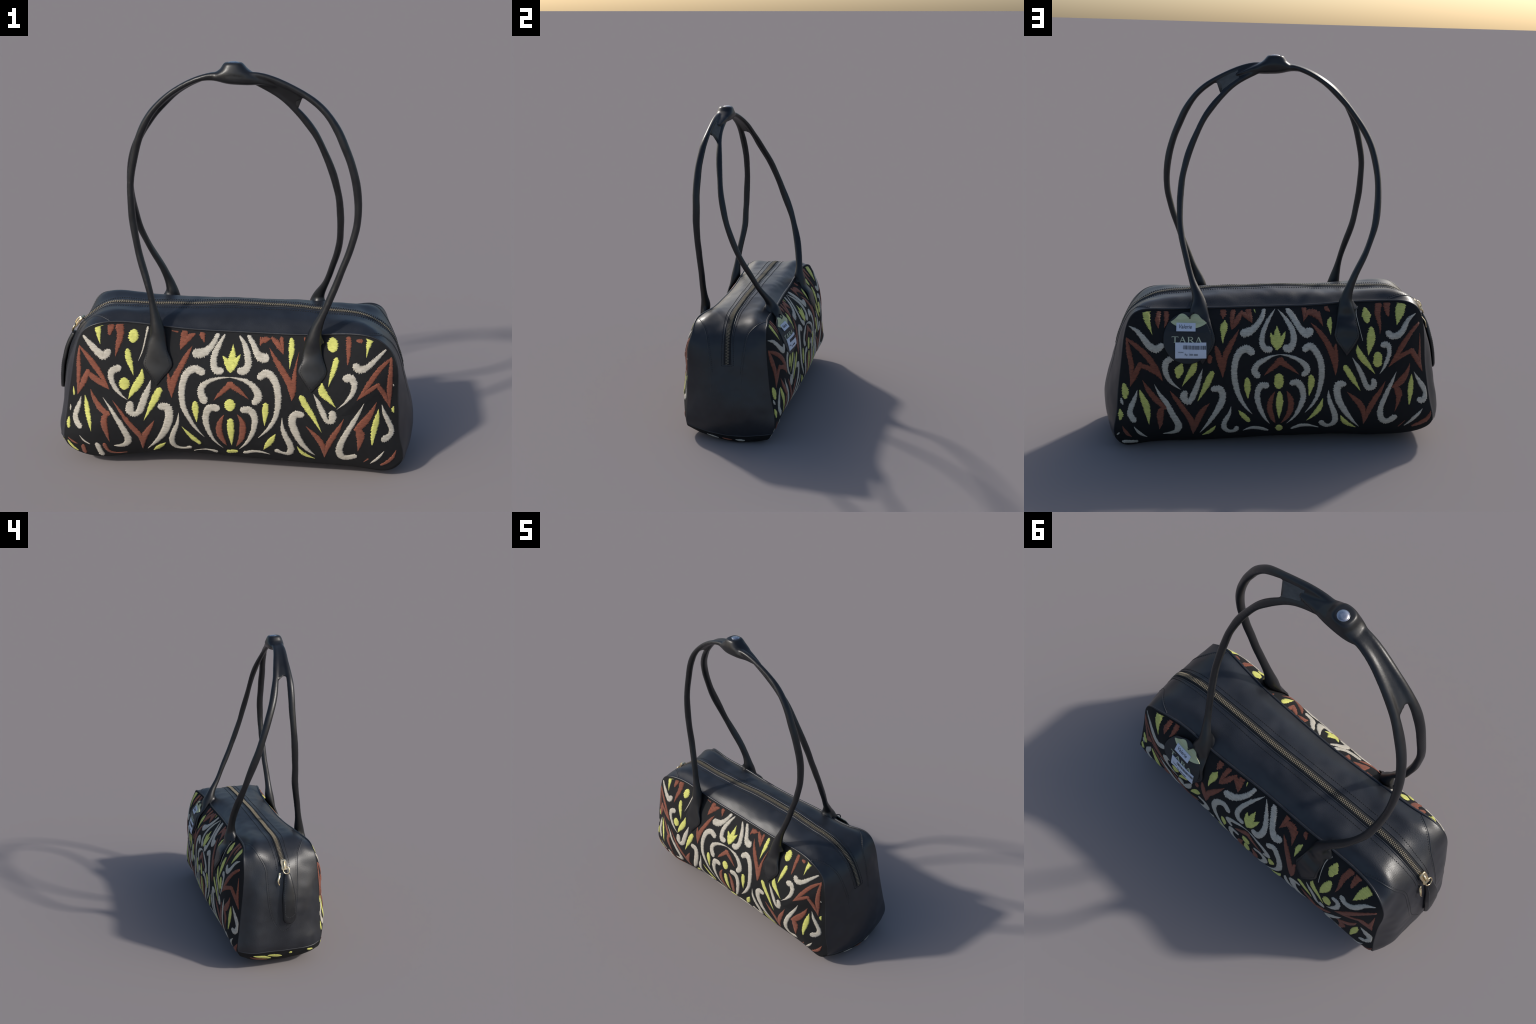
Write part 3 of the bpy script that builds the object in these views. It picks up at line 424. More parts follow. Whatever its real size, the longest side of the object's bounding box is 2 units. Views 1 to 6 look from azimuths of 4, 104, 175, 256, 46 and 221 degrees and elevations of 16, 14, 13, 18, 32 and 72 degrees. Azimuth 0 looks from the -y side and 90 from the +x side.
# one welded fabric surface: front panel, base, back panel; then split by region
sv, sf, lab = [], [], []
def add_rows(A, name, wrap, idx=None):
    o = len(sv); a, b = A.shape[:2]; sv.extend(map(tuple, A.reshape(-1, 3)))
    for i in range(a - 1):
        for j in range(b if wrap else b - 1):
            sf.append((o + i * b + j, o + i * b + (j + 1) % b, o + (i + 1) * b + (j + 1) % b, o + (i + 1) * b + j)); lab.append(name)
add_rows(PAN[-1], "front_panel", True)
add_rows(PAN[1], "back_panel", True)
base_idx = np.r_[np.arange(NL - 1, NT), 0]
add_rows(G[:, base_idx], "base_panel", False)
bm = bmesh.new(); vs = [bm.verts.new(p) for p in sv]; lay = bm.faces.layers.int.new("region"); REG = ["front_panel", "back_panel", "base_panel"]
for f, l in zip(sf, lab):
    try: bm.faces.new([vs[i] for i in f])[lay] = REG.index(l)
    except ValueError: pass
bmesh.ops.remove_doubles(bm, verts=bm.verts, dist=1e-5)
bmesh.ops.dissolve_degenerate(bm, edges=bm.edges, dist=1e-6)
bmesh.ops.recalc_face_normals(bm, faces=bm.faces)
bm.normal_update(); bm.faces.ensure_lookup_table()
ff = min(bm.faces, key=lambda f: f.calc_center_median().y)
if ff.normal.y > 0: bmesh.ops.reverse_faces(bm, faces=bm.faces)
bm.normal_update()
PANEL_OB = {}
for r, name in enumerate(REG):
    fs = [f for f in bm.faces if f[lay] == r]; ids = {}; fl = []
    for f in fs: fl.append([ids.setdefault(v, len(ids)) for v in f.verts])
    PANEL_OB[name] = make(name, [v.co for v in ids], fl, FABRIC, normals=[v.normal.copy() for v in ids])
bm.free()

# surface queries on the finished panels
def bvh_of(obs):
    V, F = [], []
    for o in obs:
        k = len(V); V += [v.co.copy() for v in o.data.vertices]; F += [[k + i for i in p.vertices] for p in o.data.polygons]
    return BVHTree.FromPolygons(V, F)
TREE = bvh_of(list(PANEL_OB.values()) + [gus])
def on_panel(side, x, z, lift=0.0):
    h = TREE.ray_cast(Vector((x, side * .6, z)), Vector((0, -side, 0)))
    if h[0] is None: h = TREE.find_nearest(Vector((x, side * .28, z)))
    n = h[1]
    if n.y * side < 0 and abs(n.y) > .05: n = -n
    return np.array(h[0]) + np.array(n) * lift, np.array(n)

# ------------------------------------------------------------------ embroidery
FABRIC_TREE = bvh_of(list(PANEL_OB.values()))
def inside(side, x, z, tries=14):
    """pull a point back until it lies on the fabric, inside the piping"""
    for i in range(tries):
        m = .010 if z > .25 else 0
        h = FABRIC_TREE.ray_cast(Vector((x + m * np.sign(x), side * .6, z + m)), Vector((0, -side, 0)))
        if z < .1 or (h[0] is not None and h[0].y * side > .1): return x, z
        x -= np.sign(x) * .002 * (abs(x) > .6); z -= .002 * (z > .5)
    return x, z

def satin(B, side, stroke, place=None, relief=.0032, pitch=.0034):
    S = np.array(stroke, float); S[:, 2] *= 1.05
    L = np.linalg.norm(np.diff(S[:, :2], axis=0), axis=1).sum()
    n = max(6, int(L / pitch)); C = open_spline(S, n); C[:, 2] = np.clip(C[:, 2], .0012, S[:, 2].max() * 1.06)
    d = np.gradient(C[:, :2], axis=0); d /= np.linalg.norm(d, axis=1)[:, None] + 1e-9
    st = [(C[i, :2], d[i], C[i, 2]) for i in range(n)]
    for end, sg in ((0, -1), (-1, 1)):                       # rounded ends
        c, dd, w = st[end]
        if w > .008:
            k = max(2, int(w / 2 / pitch)); caps = [(c + dd * sg * w / 2 * math.sin(a), dd, w * max(.25, math.cos(a))) for a in np.linspace(0, math.pi / 2, k + 1)[1:]]
            st = caps[::-1] + st if sg < 0 else st + caps
    rows = []
    for i, (c, dd, w) in enumerate(st):
        e = np.array([-dd[1], dd[0]]); k = min(1, w / .022); sgn = 1 if i % 2 else -1
        row = []
        jl = (sgn * .0026 + rng.uniform(-.0026, .0026)) * k - .0010; jr = (sgn * .0026 + rng.uniform(-.0026, .0026)) * k - .0010
        h = relief * min(1, .35 + w / .03) + sgn * .0005 + rng.uniform(-.0006, .0006)
        for u in (-1, -.82, -.45, 0, .45, .82, 1):
            off = u * w / 2 + (jl * -1 if u < 0 else jr) * abs(u) ** 2
            hh = -.0012 if abs(u) == 1 else h * math.sqrt(1 - u * u * .85)
            if place is None: q = on_panel(side, *inside(side, *(c + e * off)), hh)[0]
            else: q = place(*(c + e * off), hh)
            q[2] = max(q[2], .0005); row.append(q)
        rows.append(row)
    B.rows(rows, cap0=True, cap1=True)

THREAD = dict(cream=CREAM, yellow=YELLOW, rust=RUST)
def embroider(side, motifs, parent):
    for name, *strokes in motifs:
        B = Build()
        for s in strokes: satin(B, side, s)
        ob = B.out(name, THREAD[name.split("_")[0]], parent=parent)
        p = ob.data.polygons[len(ob.data.polygons) // 2]
        if sum(q.normal.y for q in ob.data.polygons) * side < 0: ob.data.flip_normals()
embroider(-1, FRONT_MOTIFS, PANEL_OB["front_panel"])
embroider(1, BACK_MOTIFS, PANEL_OB["back_panel"])
# a few motifs run on under the two ends; (u, v) are metres across and round the base
def under_end(k0, sgn):
    def place(u, w, h):
        P_, _, _, n_ = gusset_frame([knot(k0) + sgn * w], [np.clip(u / .27, -.98, .98)]); q = P_[0] + n_[0] * h; q[2] = max(q[2], .0005); return q
    return place
UNDER = [
    (25, 1, "yellow_leaf", [(.185, .030, .006), (.14, .040, .026), (.095, .052, .022), (.07, .058, .005)]),
    (25, 1, "yellow_leaf", [(.095, .032, .006), (.06, .036, .020), (.025, .042, .022), (.0, .046, .006)]),
    (25, 1, "yellow_dot", [(-.055, .024, .016), (-.050, .024, .016)]),
    (25, 1, "rust_petal", [(.20, .050, .010), (.15, .066, .026), (.09, .076, .006)]),
    (25, 1, "yellow_petal", [(-.17, .020, .010), (-.19, .026, .020), (-.21, .030, .006)]),
    (4, -1, "cream_line", [(-.13, .030, .006), (-.10, .034, .016), (-.06, .038, .010)]),
    (4, -1, "rust_petal", [(-.03, .030, .006), (.0, .034, .016), (.03, .038, .008)]),
    (4, -1, "cream_line", [(.06, .030, .008), (.085, .034, .018), (.11, .038, .012)]),
]
for k0, sgn, nm, st_ in UNDER:
    B = Build(); satin(B, 1, st_, place=under_end(k0, sgn)); ob = fix_normals(B.out(nm, THREAD[nm.split("_")[0]], parent=PANEL_OB["base_panel"]))

# ------------------------------------------------------------------ seams, piping, stitching
def gpath(spec, n, lift=0.0):
    """path on the gusset through (station, v) points."""
    S = np.array([(knot(a), b) for a, b in spec]); Q = open_spline(S * [1, .3], n) / [1, .3]
    P, a, c, nn = gusset_frame(Q[:, 0], np.clip(Q[:, 1], -1, 1)); return P + nn * lift, nn

def stitches(B, P, nn, pitch=.014, length=.008, r=.0016):
    P = np.asarray(P); s = np.r_[0, np.linalg.norm(np.diff(P, axis=0), axis=1).cumsum()]
    for u in np.arange(pitch / 2, s[-1] - pitch / 2, pitch):
        at = lambda q: np.array([np.interp(q, s, P[:, k]) for k in range(3)])
        n = np.array([np.interp(u, s, nn[:, k]) for k in range(3)])
        a, b = at(u - length / 2), at(u + length / 2); t = (b - a) / (np.linalg.norm(b - a) + 1e-9); w = np.cross(t, n)
        B.box((a + b) / 2, t * length / 2, w * r, n * r * .8, .7)

for side in (-1, 1):
    R = rails(T[:NL]); P = R[:, 3:6] if side < 0 else R[:, 6:9]
    k = np.interp(T[:NL], KNOT, np.arange(29)); top = np.clip((k - 9.6) / 1.4, 0, 1) * np.clip((18.6 - k) / 1.4, 0, 1)
    rad = .0036 + .0026 * top; rad = rad * np.clip(np.minimum(k - 4, 25 - k) / .25, .15, 1)
    inw = np.stack([np.sign(P[:, 0]) * -.0035, 0 * P[:, 0] - side * .002, 0 * P[:, 0]], 1) * (1 - top)[:, None]
    B = Build(); tube(B, P + inw + np.array([0, side * .0005, .0]), rad, ref=(0, 1, 0), n=10)
    B.out("piping", LEATHER)
for k in (4, 25):
    B = Build(); v = np.linspace(-1, 1, 50); P = gusset(np.full(50, knot(k)), v) * np.array([.998, .998, 1]); tube(B, P, .0042 * np.clip((1 - np.abs(v)) / .06, .15, 1), ref=(0, 0, 1), n=8); B.out("piping", LEATHER)

WINGS = [
    [(10.5, .97), (9.62, .70), (9.0, .55), (8.2, .475), (7.3, .41), (6.3, .36), (5.4, .33), (4.6, .31)],
    [(10.5, -.97), (9.62, -.70), (8.73, -.56), (7.4, -.46), (5.9, -.37), (5.2, -.33), (4.6, -.30)],
    [(17.1, .97), (18.27, .75), (19.41, .575), (20.18, .475), (20.9, .45), (21.94, .4), (22.73, .3), (23.22, .17), (23.45, -.02), (23.22, -.22), (22.5, -.325), (21.47, -.375), (19.96, -.43), (18.8, -.575), (17.3, -.97)],
]
for W in WINGS:
    n = 160; P, nn = gpath(W, n); f = np.linspace(0, 1, n)
    fade = np.clip((1 - f) / .55, 0, 1) ** .6 if len(W) < 10 else 1 - .45 * np.exp(-((f - .5) / .16) ** 2)
    P = P + nn * (-.0042 * (1 - fade) - .0012)[:, None]
    B = Build(); tube(B, P, .0036, .0036, ref=(.2, .3, .9), n=8); B.out("seam_welt", LEATHER, parent=gus)
    B = Build()
    S = np.array(W); P2, n2 = gpath(np.c_[S[:, 0], S[:, 1] - np.sign(S[:, 1]) * .045], 300, .0002); m2 = 190 if len(W) < 10 else 300
    stitches(B, P2[:m2], n2[:m2], .0125, .0075, .0013)
    B.out("seam_stitching", STITCH, parent=gus, kind="stuff")

STITCH_V = lambda k: np.interp(k, [6.9, 8.5, 11, 13, 17, 18.5, 20.6], [.15, .15, .20, .26, .26, .20, .17])
B = Build()
for sg in (-1, 1):
    P, nn = gpath([(k, sg * STITCH_V(k)) for k in np.linspace(6.9, 20.5, 40)], 700, .001); stitches(B, P, nn, .012, .0075, .0015)
P, nn = gpath([(6.9, v) for v in np.linspace(-.15, .15, 7)], 40, .001); stitches(B, P, nn, .012, .0075, .0015)
B.out("zipper_stitching", STITCH, parent=gus, kind="stuff")

# leather lips either side of the zipper, tape and teeth
ZA, ZB = knot(6.97), knot(20.2)
tt = np.linspace(ZA, ZB, 330)
half = lambda t: .021 / np.maximum(np.linalg.norm(rails(t)[:, 6:9] - rails(t)[:, 3:6], axis=1) / 2, .1)
hv = half(tt)
rows = []
for f, l in ((-1, -.004), (-.98, -.0012), (-.3, -.0010), (.3, -.0010), (.98, -.0012), (1, -.004)):
    P, a, c, nn = gusset_frame(tt, hv * f); rows.append(P + nn * (l + .003))
fix_normals(Build().rows(np.array(rows).transpose(1, 0, 2), cap0=True, cap1=True).out("zipper_tape", TAPE, parent=gus))
for sg in (-1, 1):
    P, a, c, nn = gusset_frame(tt, hv * sg * 1.22); B = Build(); tube(B, P - nn * .0006, .0036, ref=(0, 1, 0), n=8); B.out("zipper_lip", LEATHER, parent=gus)
s = np.r_[0, np.linalg.norm(np.diff(gusset(tt, 0 * tt), axis=0), axis=1).cumsum()]
B = Build(); PITCH = .0092
for i, u in enumerate(np.arange(.004, s[-1] - .02, PITCH / 2)):
    t = np.interp(u, s, tt); P, a, c, nn = (q[0] for q in gusset_frame([t], [0.0])); sg = 1 if i % 2 else -1
    B.box(P + c * sg * .0050 + nn * .0030, a * .0017, c * .0066, nn * .0022, .75)
B.out("zipper_teeth", BRASS_TOOTH, parent=gus, smooth=False, kind="stuff")

# ------------------------------------------------------------------ zip slider with leather pull
def frame_at(k, v):
    return [q[0] for q in gusset_frame([knot(k)], [v])]
P, a, c, nn = frame_at(20.2, -.02)
B = Build()
o = P + nn * .011
prof = [(-.036, .013), (-.030, .019), (-.012, .0205), (.010, .017), (.026, .0205), (.034, .017)]    # length, half width
for h0, h1, sc in ((-.006, .004, 1.0),):
    ring = [(l, w) for l, w in prof] + [(l, -w) for l, w in prof[::-1]]
    G2 = [[o + a * l * q + c * w * q + nn * h for l, w in ring] for h, q in ((-.006, .96), (-.004, 1), (.004, 1), (.0065, .93))]
    B.rows(G2, close_v=True, cap0=True, cap1=True)
th = np.linspace(0, np.pi, 12)
tube(B, [o + a * (.024 * math.cos(x)) + nn * (.006 + .010 * math.sin(x)) for x in th], .0032, .0045, ref=c, n=8)
PULL = fix_normals(B.out("zip_slider", GOLD)); sharp(PULL)
P2, a2, c2, n2 = frame_at(20.55, -.06)
B = Build()                                                   # link between slider and pull
up = -a2 if a2[2] < 0 else a2
ang = np.linspace(0, 2 * np.pi, 24, endpoint=False)
base = P2 + n2 * .018
tube(B, [base + up * (.022 * math.sin(x) + .012) + c2 * .020 * math.cos(x) for x in ang], .0036, ref=n2, n=8, closed=True)
P3, a3, c3, n3 = frame_at(20.75, .13)
tube(B, [P3 + n3 * .010 + (-up) * q + c3 * .006 * math.sin(q * 60) + n3 * .004 * math.sin(q * 90) for q in np.linspace(-.028, .052, 14)], np.interp(np.linspace(0, 1, 14), [0, .3, .6, 1], [.006, .008, .006, .003]), .003, ref=n3, n=8)
B.out("slider_link", GOLD, parent=PULL)

def tongue(B, k0, k1, vline, halfw, lift, thick, n=46):
    ks = np.linspace(k0, k1, n); rows_top, rows_bot = [], []
    for i, k in enumerate(ks):
        f = i / (n - 1); v = np.interp(f, [0, 1], vline)
        p, a_, c_, n_ = frame_at(k, v); w = halfw(f)
        l = lift(f); us = np.linspace(-1, 1, 13)
        rows_top.append([p + c_ * w * u + n_ * (l + thick * math.sqrt(max(0, 1 - .75 * u * u)) if abs(u) < 1 else l) for u in us])
        rows_bot.append([p + c_ * w * u + n_ * -.003 for u in us[::-1]])
    B.rows([t_ + b_ for t_, b_ in zip(rows_top, rows_bot)], close_v=True, cap0=True, cap1=True)
PULL_LIFT = lambda f: float(np.interp(f, [0, .12, .5, .9, 1], [.004, .006, .006, .004, .003]))
round_end = lambda f, w0, w1, e=.12: (np.interp(f, [0, .1, .45, 1], [w0 * .8, w0, w1, w1])) * math.sqrt(max(.004, 1 - max(0, (f - (1 - e)) / e) ** 2))
B = Build(); tongue(B, 20.62, 23.05, (-.085, -.13), lambda f: round_end(f, .026, .044), PULL_LIFT, .013)
pt = fix_normals(B.out("pull_tab", HANDLE_LEATHER, parent=PULL))
B = Build()
loop = [(q, -1) for q in np.linspace(.06, .80, 40)] + [(.80 + .06 * math.sin(x), -math.cos(x)) for x in np.linspace(.2, np.pi - .2, 12)] + [(q, 1) for q in np.linspace(.80, .06, 40)]
LP, LN = [], []
for f, u in loop:
    p, a_, c_, n_ = frame_at(20.62 + 2.43 * f, np.interp(f, [0, 1], (-.085, -.13)))
    LP.append(p + c_ * round_end(f, .026, .044) * .74 * u + n_ * (PULL_LIFT(f) + .013 * math.sqrt(1 - .75 * .55 * abs(u)))); LN.append(n_)
stitches(B, LP, np.array(LN), .0115, .006, .0013)
B.out("pull_stitching", GREY_STITCH, parent=PULL, kind="stuff")

# ------------------------------------------------------------------ handles
# leg sections: centre, half width in the plane of the loop, half thickness
TABS = {
    "FL": [((-.349, -.345, .484), .003, .003), ((-.348, -.338, .535), .040, .007), ((-.347, -.327, .582), .073, .0085), ((-.350, -.308, .632), .058, .013), ((-.352, -.293, .675), .047, .019), ((-.350, -.274, .715), .038, .030), ((-.355, -.266, .755), .032, .031), ((-.363, -.262, .800), .025, .0255)],
    "FR": [((.384, -.331, .472), .003, .003), ((.387, -.323, .520), .040, .007), ((.389, -.313, .566), .070, .0085), ((.389, -.296, .609), .058, .012), ((.387, -.280, .648), .047, .017), ((.389, -.265, .696), .038, .028), ((.395, -.257, .738), .032, .031), ((.408, -.257, .782), .0255, .0255)],
    "BL": [((-.355, .314, .514), .003, .003), ((-.355, .300, .563), .040, .007), ((-.355, .281, .611), .067, .0085), ((-.356, .259, .652), .060, .013), ((-.358, .240, .690), .052, .019), ((-.356, .214, .732), .044, .035), ((-.355, .203, .768), .035, .035), ((-.364, .200, .815), .026, .026)],
    "BR": [((.379, .334, .473), .003, .003), ((.382, .321, .528), .040, .007), ((.386, .302, .582), .071, .0085), ((.390, .278, .633), .064, .012), ((.398, .250, .682), .056, .018), ((.400, .218, .724), .047, .035), ((.400, .197, .757), .037, .036), ((.410, .178, .798), .027, .027)],
}
LEGS = {
    "FL": [(-.378, -.254, .875), (-.398, -.243, .955), (-.435, -.223, 1.083), (-.461, -.218, 1.231), (-.473, -.212, 1.413), (-.450, -.209, 1.570), (-.374, -.219, 1.757), (-.236, -.228, 1.882), (-.100, -.243, 1.937)],
    "FR": [(.432, -.257, .840), (.468, -.253, .930), (.506, -.250, 1.034), (.569, -.249, 1.238), (.567, -.251, 1.461), (.508, -.256, 1.639), (.416, -.247, 1.790), (.283, -.243, 1.884), (.120, -.246, 1.944)],
    "BL": [(-.399, .189, .907), (-.478, .144, 1.074), (-.521, .077, 1.260), (-.521, .017, 1.408), (-.491, -.040, 1.553), (-.402, -.106, 1.707), (-.274, -.155, 1.844), (-.110, -.196, 1.932)],
    "BR": [(.440, .130, .870), (.470, .072, .975), (.498, .008, 1.096), (.502, -.060, 1.259), (.489, -.097, 1.378), (.444, -.132, 1.531), (.364, -.161, 1.690), (.229, -.195, 1.839), (.110, -.200, 1.908)],
}
CROWN = {"F": (0.01, -.246, 1.946), "B": (0.01, -.198, 1.940)}
GIRTH = {"FL": (.0165, .0215), "FR": (.0175, .0215), "BL": (.0170, .0235), "BR": (.0170, .0190)}
STRAND = {}
for leg, secs in TABS.items():                                # lay the lozenges on the panels
    sd = -1 if leg[0] == "F" else 1
    for i, off in enumerate((.003, .004, .004, .010)):
        (x, y, z), a_, b_ = secs[i]; secs[i] = ((x, float(on_panel(sd, x, z)[0][1]) + sd * off, z), a_, b_)
def strand(front):
    """one carrying handle: lozenge foot, leg, crown, leg, lozenge foot, as a chain of ellipses"""
    q = "F" if front else "B"; l, r = q + "L", q + "R"
    sec = list(TABS[l]) + [(p, *GIRTH[l]) for p in LEGS[l]] + [(CROWN[q], .0135, .0165)] + [(p, *GIRTH[r]) for p in LEGS[r][::-1]] + list(TABS[r][::-1])
    S = np.array([(*p, a, b) for p, a, b in sec]); n = 420; C = open_spline(S, n)
    P, A, Bh = C[:, :3], np.maximum(C[:, 3], .003), np.maximum(C[:, 4], .003)
    wob = np.array([noise.noise(Vector((i * .05, 3.3 if front else 8.1, 0))) for i in range(n)])
    free = np.clip((P[:, 2] - .8) / .1, 0, 1); A = A * (1.02 + .2 * wob * free); Bh = Bh * (1.02 + .2 * np.roll(wob, 9) * free)
    thin = 1 - .22 * np.clip((P[:, 2] - 1.72) / .14, 0, 1); A = A * thin; Bh = Bh * thin
    kink = np.array([noise.noise_vector(Vector((i * .08, 1.3 if front else 6.1, 4))) for i in range(n)]); P = P + kink * (.0022 * free * np.clip((1.88 - P[:, 2]) / .1, 0, 1))[:, None]
    t = np.gradient(P, axis=0); t /= np.linalg.norm(t, axis=1)[:, None]
    y = np.array([0, 1.0, 0]); b = y - (t @ y)[:, None] * t; b /= np.linalg.norm(b, axis=1)[:, None]; a = np.cross(b, t)
    m = 18; ang = np.linspace(0, 2 * np.pi, m, endpoint=False)
    rows = [P[i] + np.cos(ang)[:, None] * a[i] * A[i] + np.sin(ang)[:, None] * b[i] * Bh[i] for i in range(n)]
    STRAND[q] = (P, A); return rows

def strand_between(q, x0, x1, n):
    P, A = STRAND[q]; up = P[:, 2] > 1.5; P = P[up]; o = np.argsort(P[:, 0]); P = P[o]
    xs = np.linspace(x0, x1, n); return np.stack([xs, np.interp(xs, P[:, 0], P[:, 1]), np.interp(xs, P[:, 0], P[:, 2])], 1)
def web(xf, xb, t0, t1, n=30, fork=.0, lift=0.0):
    """sheet between the two strands from xf[0] to xf[1] (front) and xb[0] to xb[1] (back)"""
    F_, B_ = strand_between("F", *xf, n), strand_between("B", *xb, n); rows = []
    for i in range(n):
        f = i / (n - 1); th = (t0 * (1 - f) + t1 * f) / 2
        cross = B_[i] - F_[i]; tang = F_[min(i + 1, n - 1)] - F_[max(i - 1, 0)]; up = np.cross(tang, cross); up /= np.linalg.norm(up) + 1e-9
        if up[2] < 0: up = -up
        us = np.linspace(0, 1, 11); d = tang / (np.linalg.norm(tang) + 1e-9); pull = lambda u: -fork * f ** 3 * math.sin(math.pi * u) ** .7
        top = [F_[i] + cross * u + up * (th + lift) + d * pull(u) for u in us]; bot = [F_[i] + cross * u - up * (th - lift) + d * pull(u) for u in us[::-1]]
        rows.append(top + bot)
    return rows

# both handles, the sleeve that gathers them and the webs at the forks grow together: one skin
SKIN = Build()
for front in (True, False): SKIN.rows(strand(front), close_v=True, cap0=True, cap1=True)
m = 28; ang = np.linspace(0, 2 * np.pi, m, endpoint=False); cs, sn = np.cos(ang), np.sin(ang)
SLV = [(-.18, 1.905, -.210, .005, .020), (-.12, 1.927, -.218, .013, .031), (-.07, 1.934, -.223, .020, .041), (-.02, 1.931, -.225, .028, .051), (.03, 1.929, -.225, .030, .052), (.085, 1.926, -.224, .028, .047), (.13, 1.919, -.222, .019, .037), (.18, 1.904, -.220, .010, .026), (.215, 1.893, -.218, .004, .018)]
SKIN.rows([np.stack([np.full(m, x), y + hy * np.sign(cs) * abs(cs) ** .85, z + hz * np.sign(sn) * abs(sn) ** .8], 1) for x, z, y, hz, hy in open_spline(np.array(SLV), 50)], close_v=True, cap0=True, cap1=True)
SKIN.rows([np.stack([cx + hx * np.sign(cs) * abs(cs) ** .75, -.221 + hy * np.sign(sn) * abs(sn) ** .75, np.full(m, z)], 1) for z, cx, hx, hy in
           ((1.926, .012, .125, .050), (1.944, .012, .100, .056), (1.956, .012, .080, .055), (1.968, .011, .062, .052), (1.984, .009, .050, .047), (1.993, .008, .043, .042), (1.9965, .008, .036, .035))], close_v=True, cap0=True, cap1=True)
SKIN.rows(web((-.05, -.360), (-.05, -.364), .026, .014, fork=.035), close_v=True, cap0=True, cap1=True)
SKIN.rows(web((.05, .346), (.05, .314), .026, .012, fork=.045), close_v=True, cap0=True, cap1=True)
FLARE = {"FL": (.036, .036, .014, .748), "FR": (.036, .036, .014, .736), "BL": (.068, .062, .036, .772), "BR": (.076, .056, .036, .768)}
for leg, (dl, dr, dy, z0) in FLARE.items():                    # skirts where each strap spreads into its foot
    (x, y, z) = TABS[leg][-1][0]; (x1, y1, z1) = LEGS[leg][0]; s_ = 1 if leg[0] == "F" else -1
    rows, zt = [], z0 + .085
    for f in np.linspace(0, 1, 16):                            # a concave cone from the strap down to the leather
        zc = zt + (z0 - .040 - zt) * f; g = f ** 2.6
        cx, cy = np.interp(zc, [z, z1], [x, x1]), np.interp(zc, [z, z1], [y, y1])
        rx, ry = .012 + ((dl + dr) / 2 - .012) * g, .012 + (dy + .010 - .012) * g
        rows.append(np.stack([cx + (dr - dl) / 2 * g + rx * cs, cy + s_ * (dy * .45) * g + ry * sn, np.full(m, zc)], 1))
    SKIN.rows(rows, close_v=True, cap0=True, cap1=True)
skin = SKIN.out("skin", HANDLE_LEATHER); fix_normals(skin)
md = skin.modifiers.new("merge", "REMESH"); md.mode = "VOXEL"; md.voxel_size = .0040
bpy.context.view_layer.update()
me = bpy.data.meshes.new_from_object(skin.evaluated_get(bpy.context.evaluated_depsgraph_get())); bpy.data.objects.remove(skin)
bm = bmesh.new(); bm.from_mesh(me)
for i in range(7): bmesh.ops.smooth_vert(bm, verts=bm.verts, factor=.5, use_axis_x=True, use_axis_y=True, use_axis_z=True)
bm.normal_update(); bm.to_mesh(me); bm.free()
nv = len(me.vertices); CO = np.empty(nv * 3); me.vertices.foreach_get("co", CO); CO = CO.reshape(-1, 3)
NO = np.empty(nv * 3); me.vertices.foreach_get("normal", NO); NO = NO.reshape(-1, 3)
PC = np.empty(len(me.polygons) * 3); me.polygons.foreach_get("center", PC); PC = PC.reshape(-1, 3)
def to_strand(Q, q):
    P = STRAND[q][0][::3]; return np.concatenate([np.linalg.norm(c[:, None] - P[None], axis=2).min(1) for c in np.array_split(Q, 40)])
dF, dB = to_strand(PC, "F"), to_strand(PC, "B")
lab = np.where(dF < dB, 0, 1)                                  # front handle, back handle
lab[(np.minimum(dF, dB) > .0255) & (PC[:, 2] > 1.7)] = 2       # webs
lab[(abs(PC[:, 0] - .01) < .115) & (PC[:, 2] > 1.85)] = 3      # sleeve
low = PC[:, 2] < .815
for i, (sx, sy) in enumerate(((-1, -1), (1, -1), (-1, 1), (1, 1))): lab[low & (PC[:, 0] * sx > 0) & (PC[:, 1] * sy > 0)] = 4 + i
faces = [list(p.vertices) for p in me.polygons]; HOB = {}
for k, name in enumerate(("handle", "handle", "strap_web", "handle_sleeve", "handle_tab", "handle_tab", "handle_tab", "handle_tab")):
    ids = {}; fl = [[ids.setdefault(v, len(ids)) for v in faces[i]] for i in np.flatnonzero(lab == k)]; vi = list(ids)
    HOB[k] = make(name, CO[vi], fl, HANDLE_LEATHER, normals=NO[vi])
for k, p in ((4, 0), (5, 0), (6, 1), (7, 1), (2, 3)): HOB[k].parent = HOB[p]
SLEEVE = HOB[3]
for k, leg in ((4, "FL"), (5, "FR"), (6, "BL"), (7, "BR")):    # stitching round the lozenge
    side = -1 if leg[0] == "F" else 1; tree = bvh_of([HOB[k]])
    tip, wide, neck = TABS[leg][0], TABS[leg][2], TABS[leg][4]
    out = [(neck[0][0] - neck[1] * .85, neck[0][2]), (wide[0][0] - wide[1] * .82, wide[0][2]), (tip[0][0], tip[0][2] + .019), (wide[0][0] + wide[1] * .82, wide[0][2]), (neck[0][0] + neck[1] * .85, neck[0][2])]
    pts = np.concatenate([np.linspace(out[i], out[i + 1], 20) for i in range(4)]); Q, M = [], []
    for x, z in pts:
        hit = tree.ray_cast(Vector((x, side * .6, z)), Vector((0, -side, 0)))
        if hit[0] is None: continue
        nn_ = np.array(hit[1]); nn_ *= 1 if nn_[1] * side > 0 else -1
        Q.append(np.array(hit[0]) + nn_ * .0004); M.append(nn_)
    if len(Q) > 4:
        B = Build(); stitches(B, Q, np.array(M), .0115, .0075, .0013); B.out("tab_stitching", STITCH, parent=HOB[k].parent, kind="stuff")
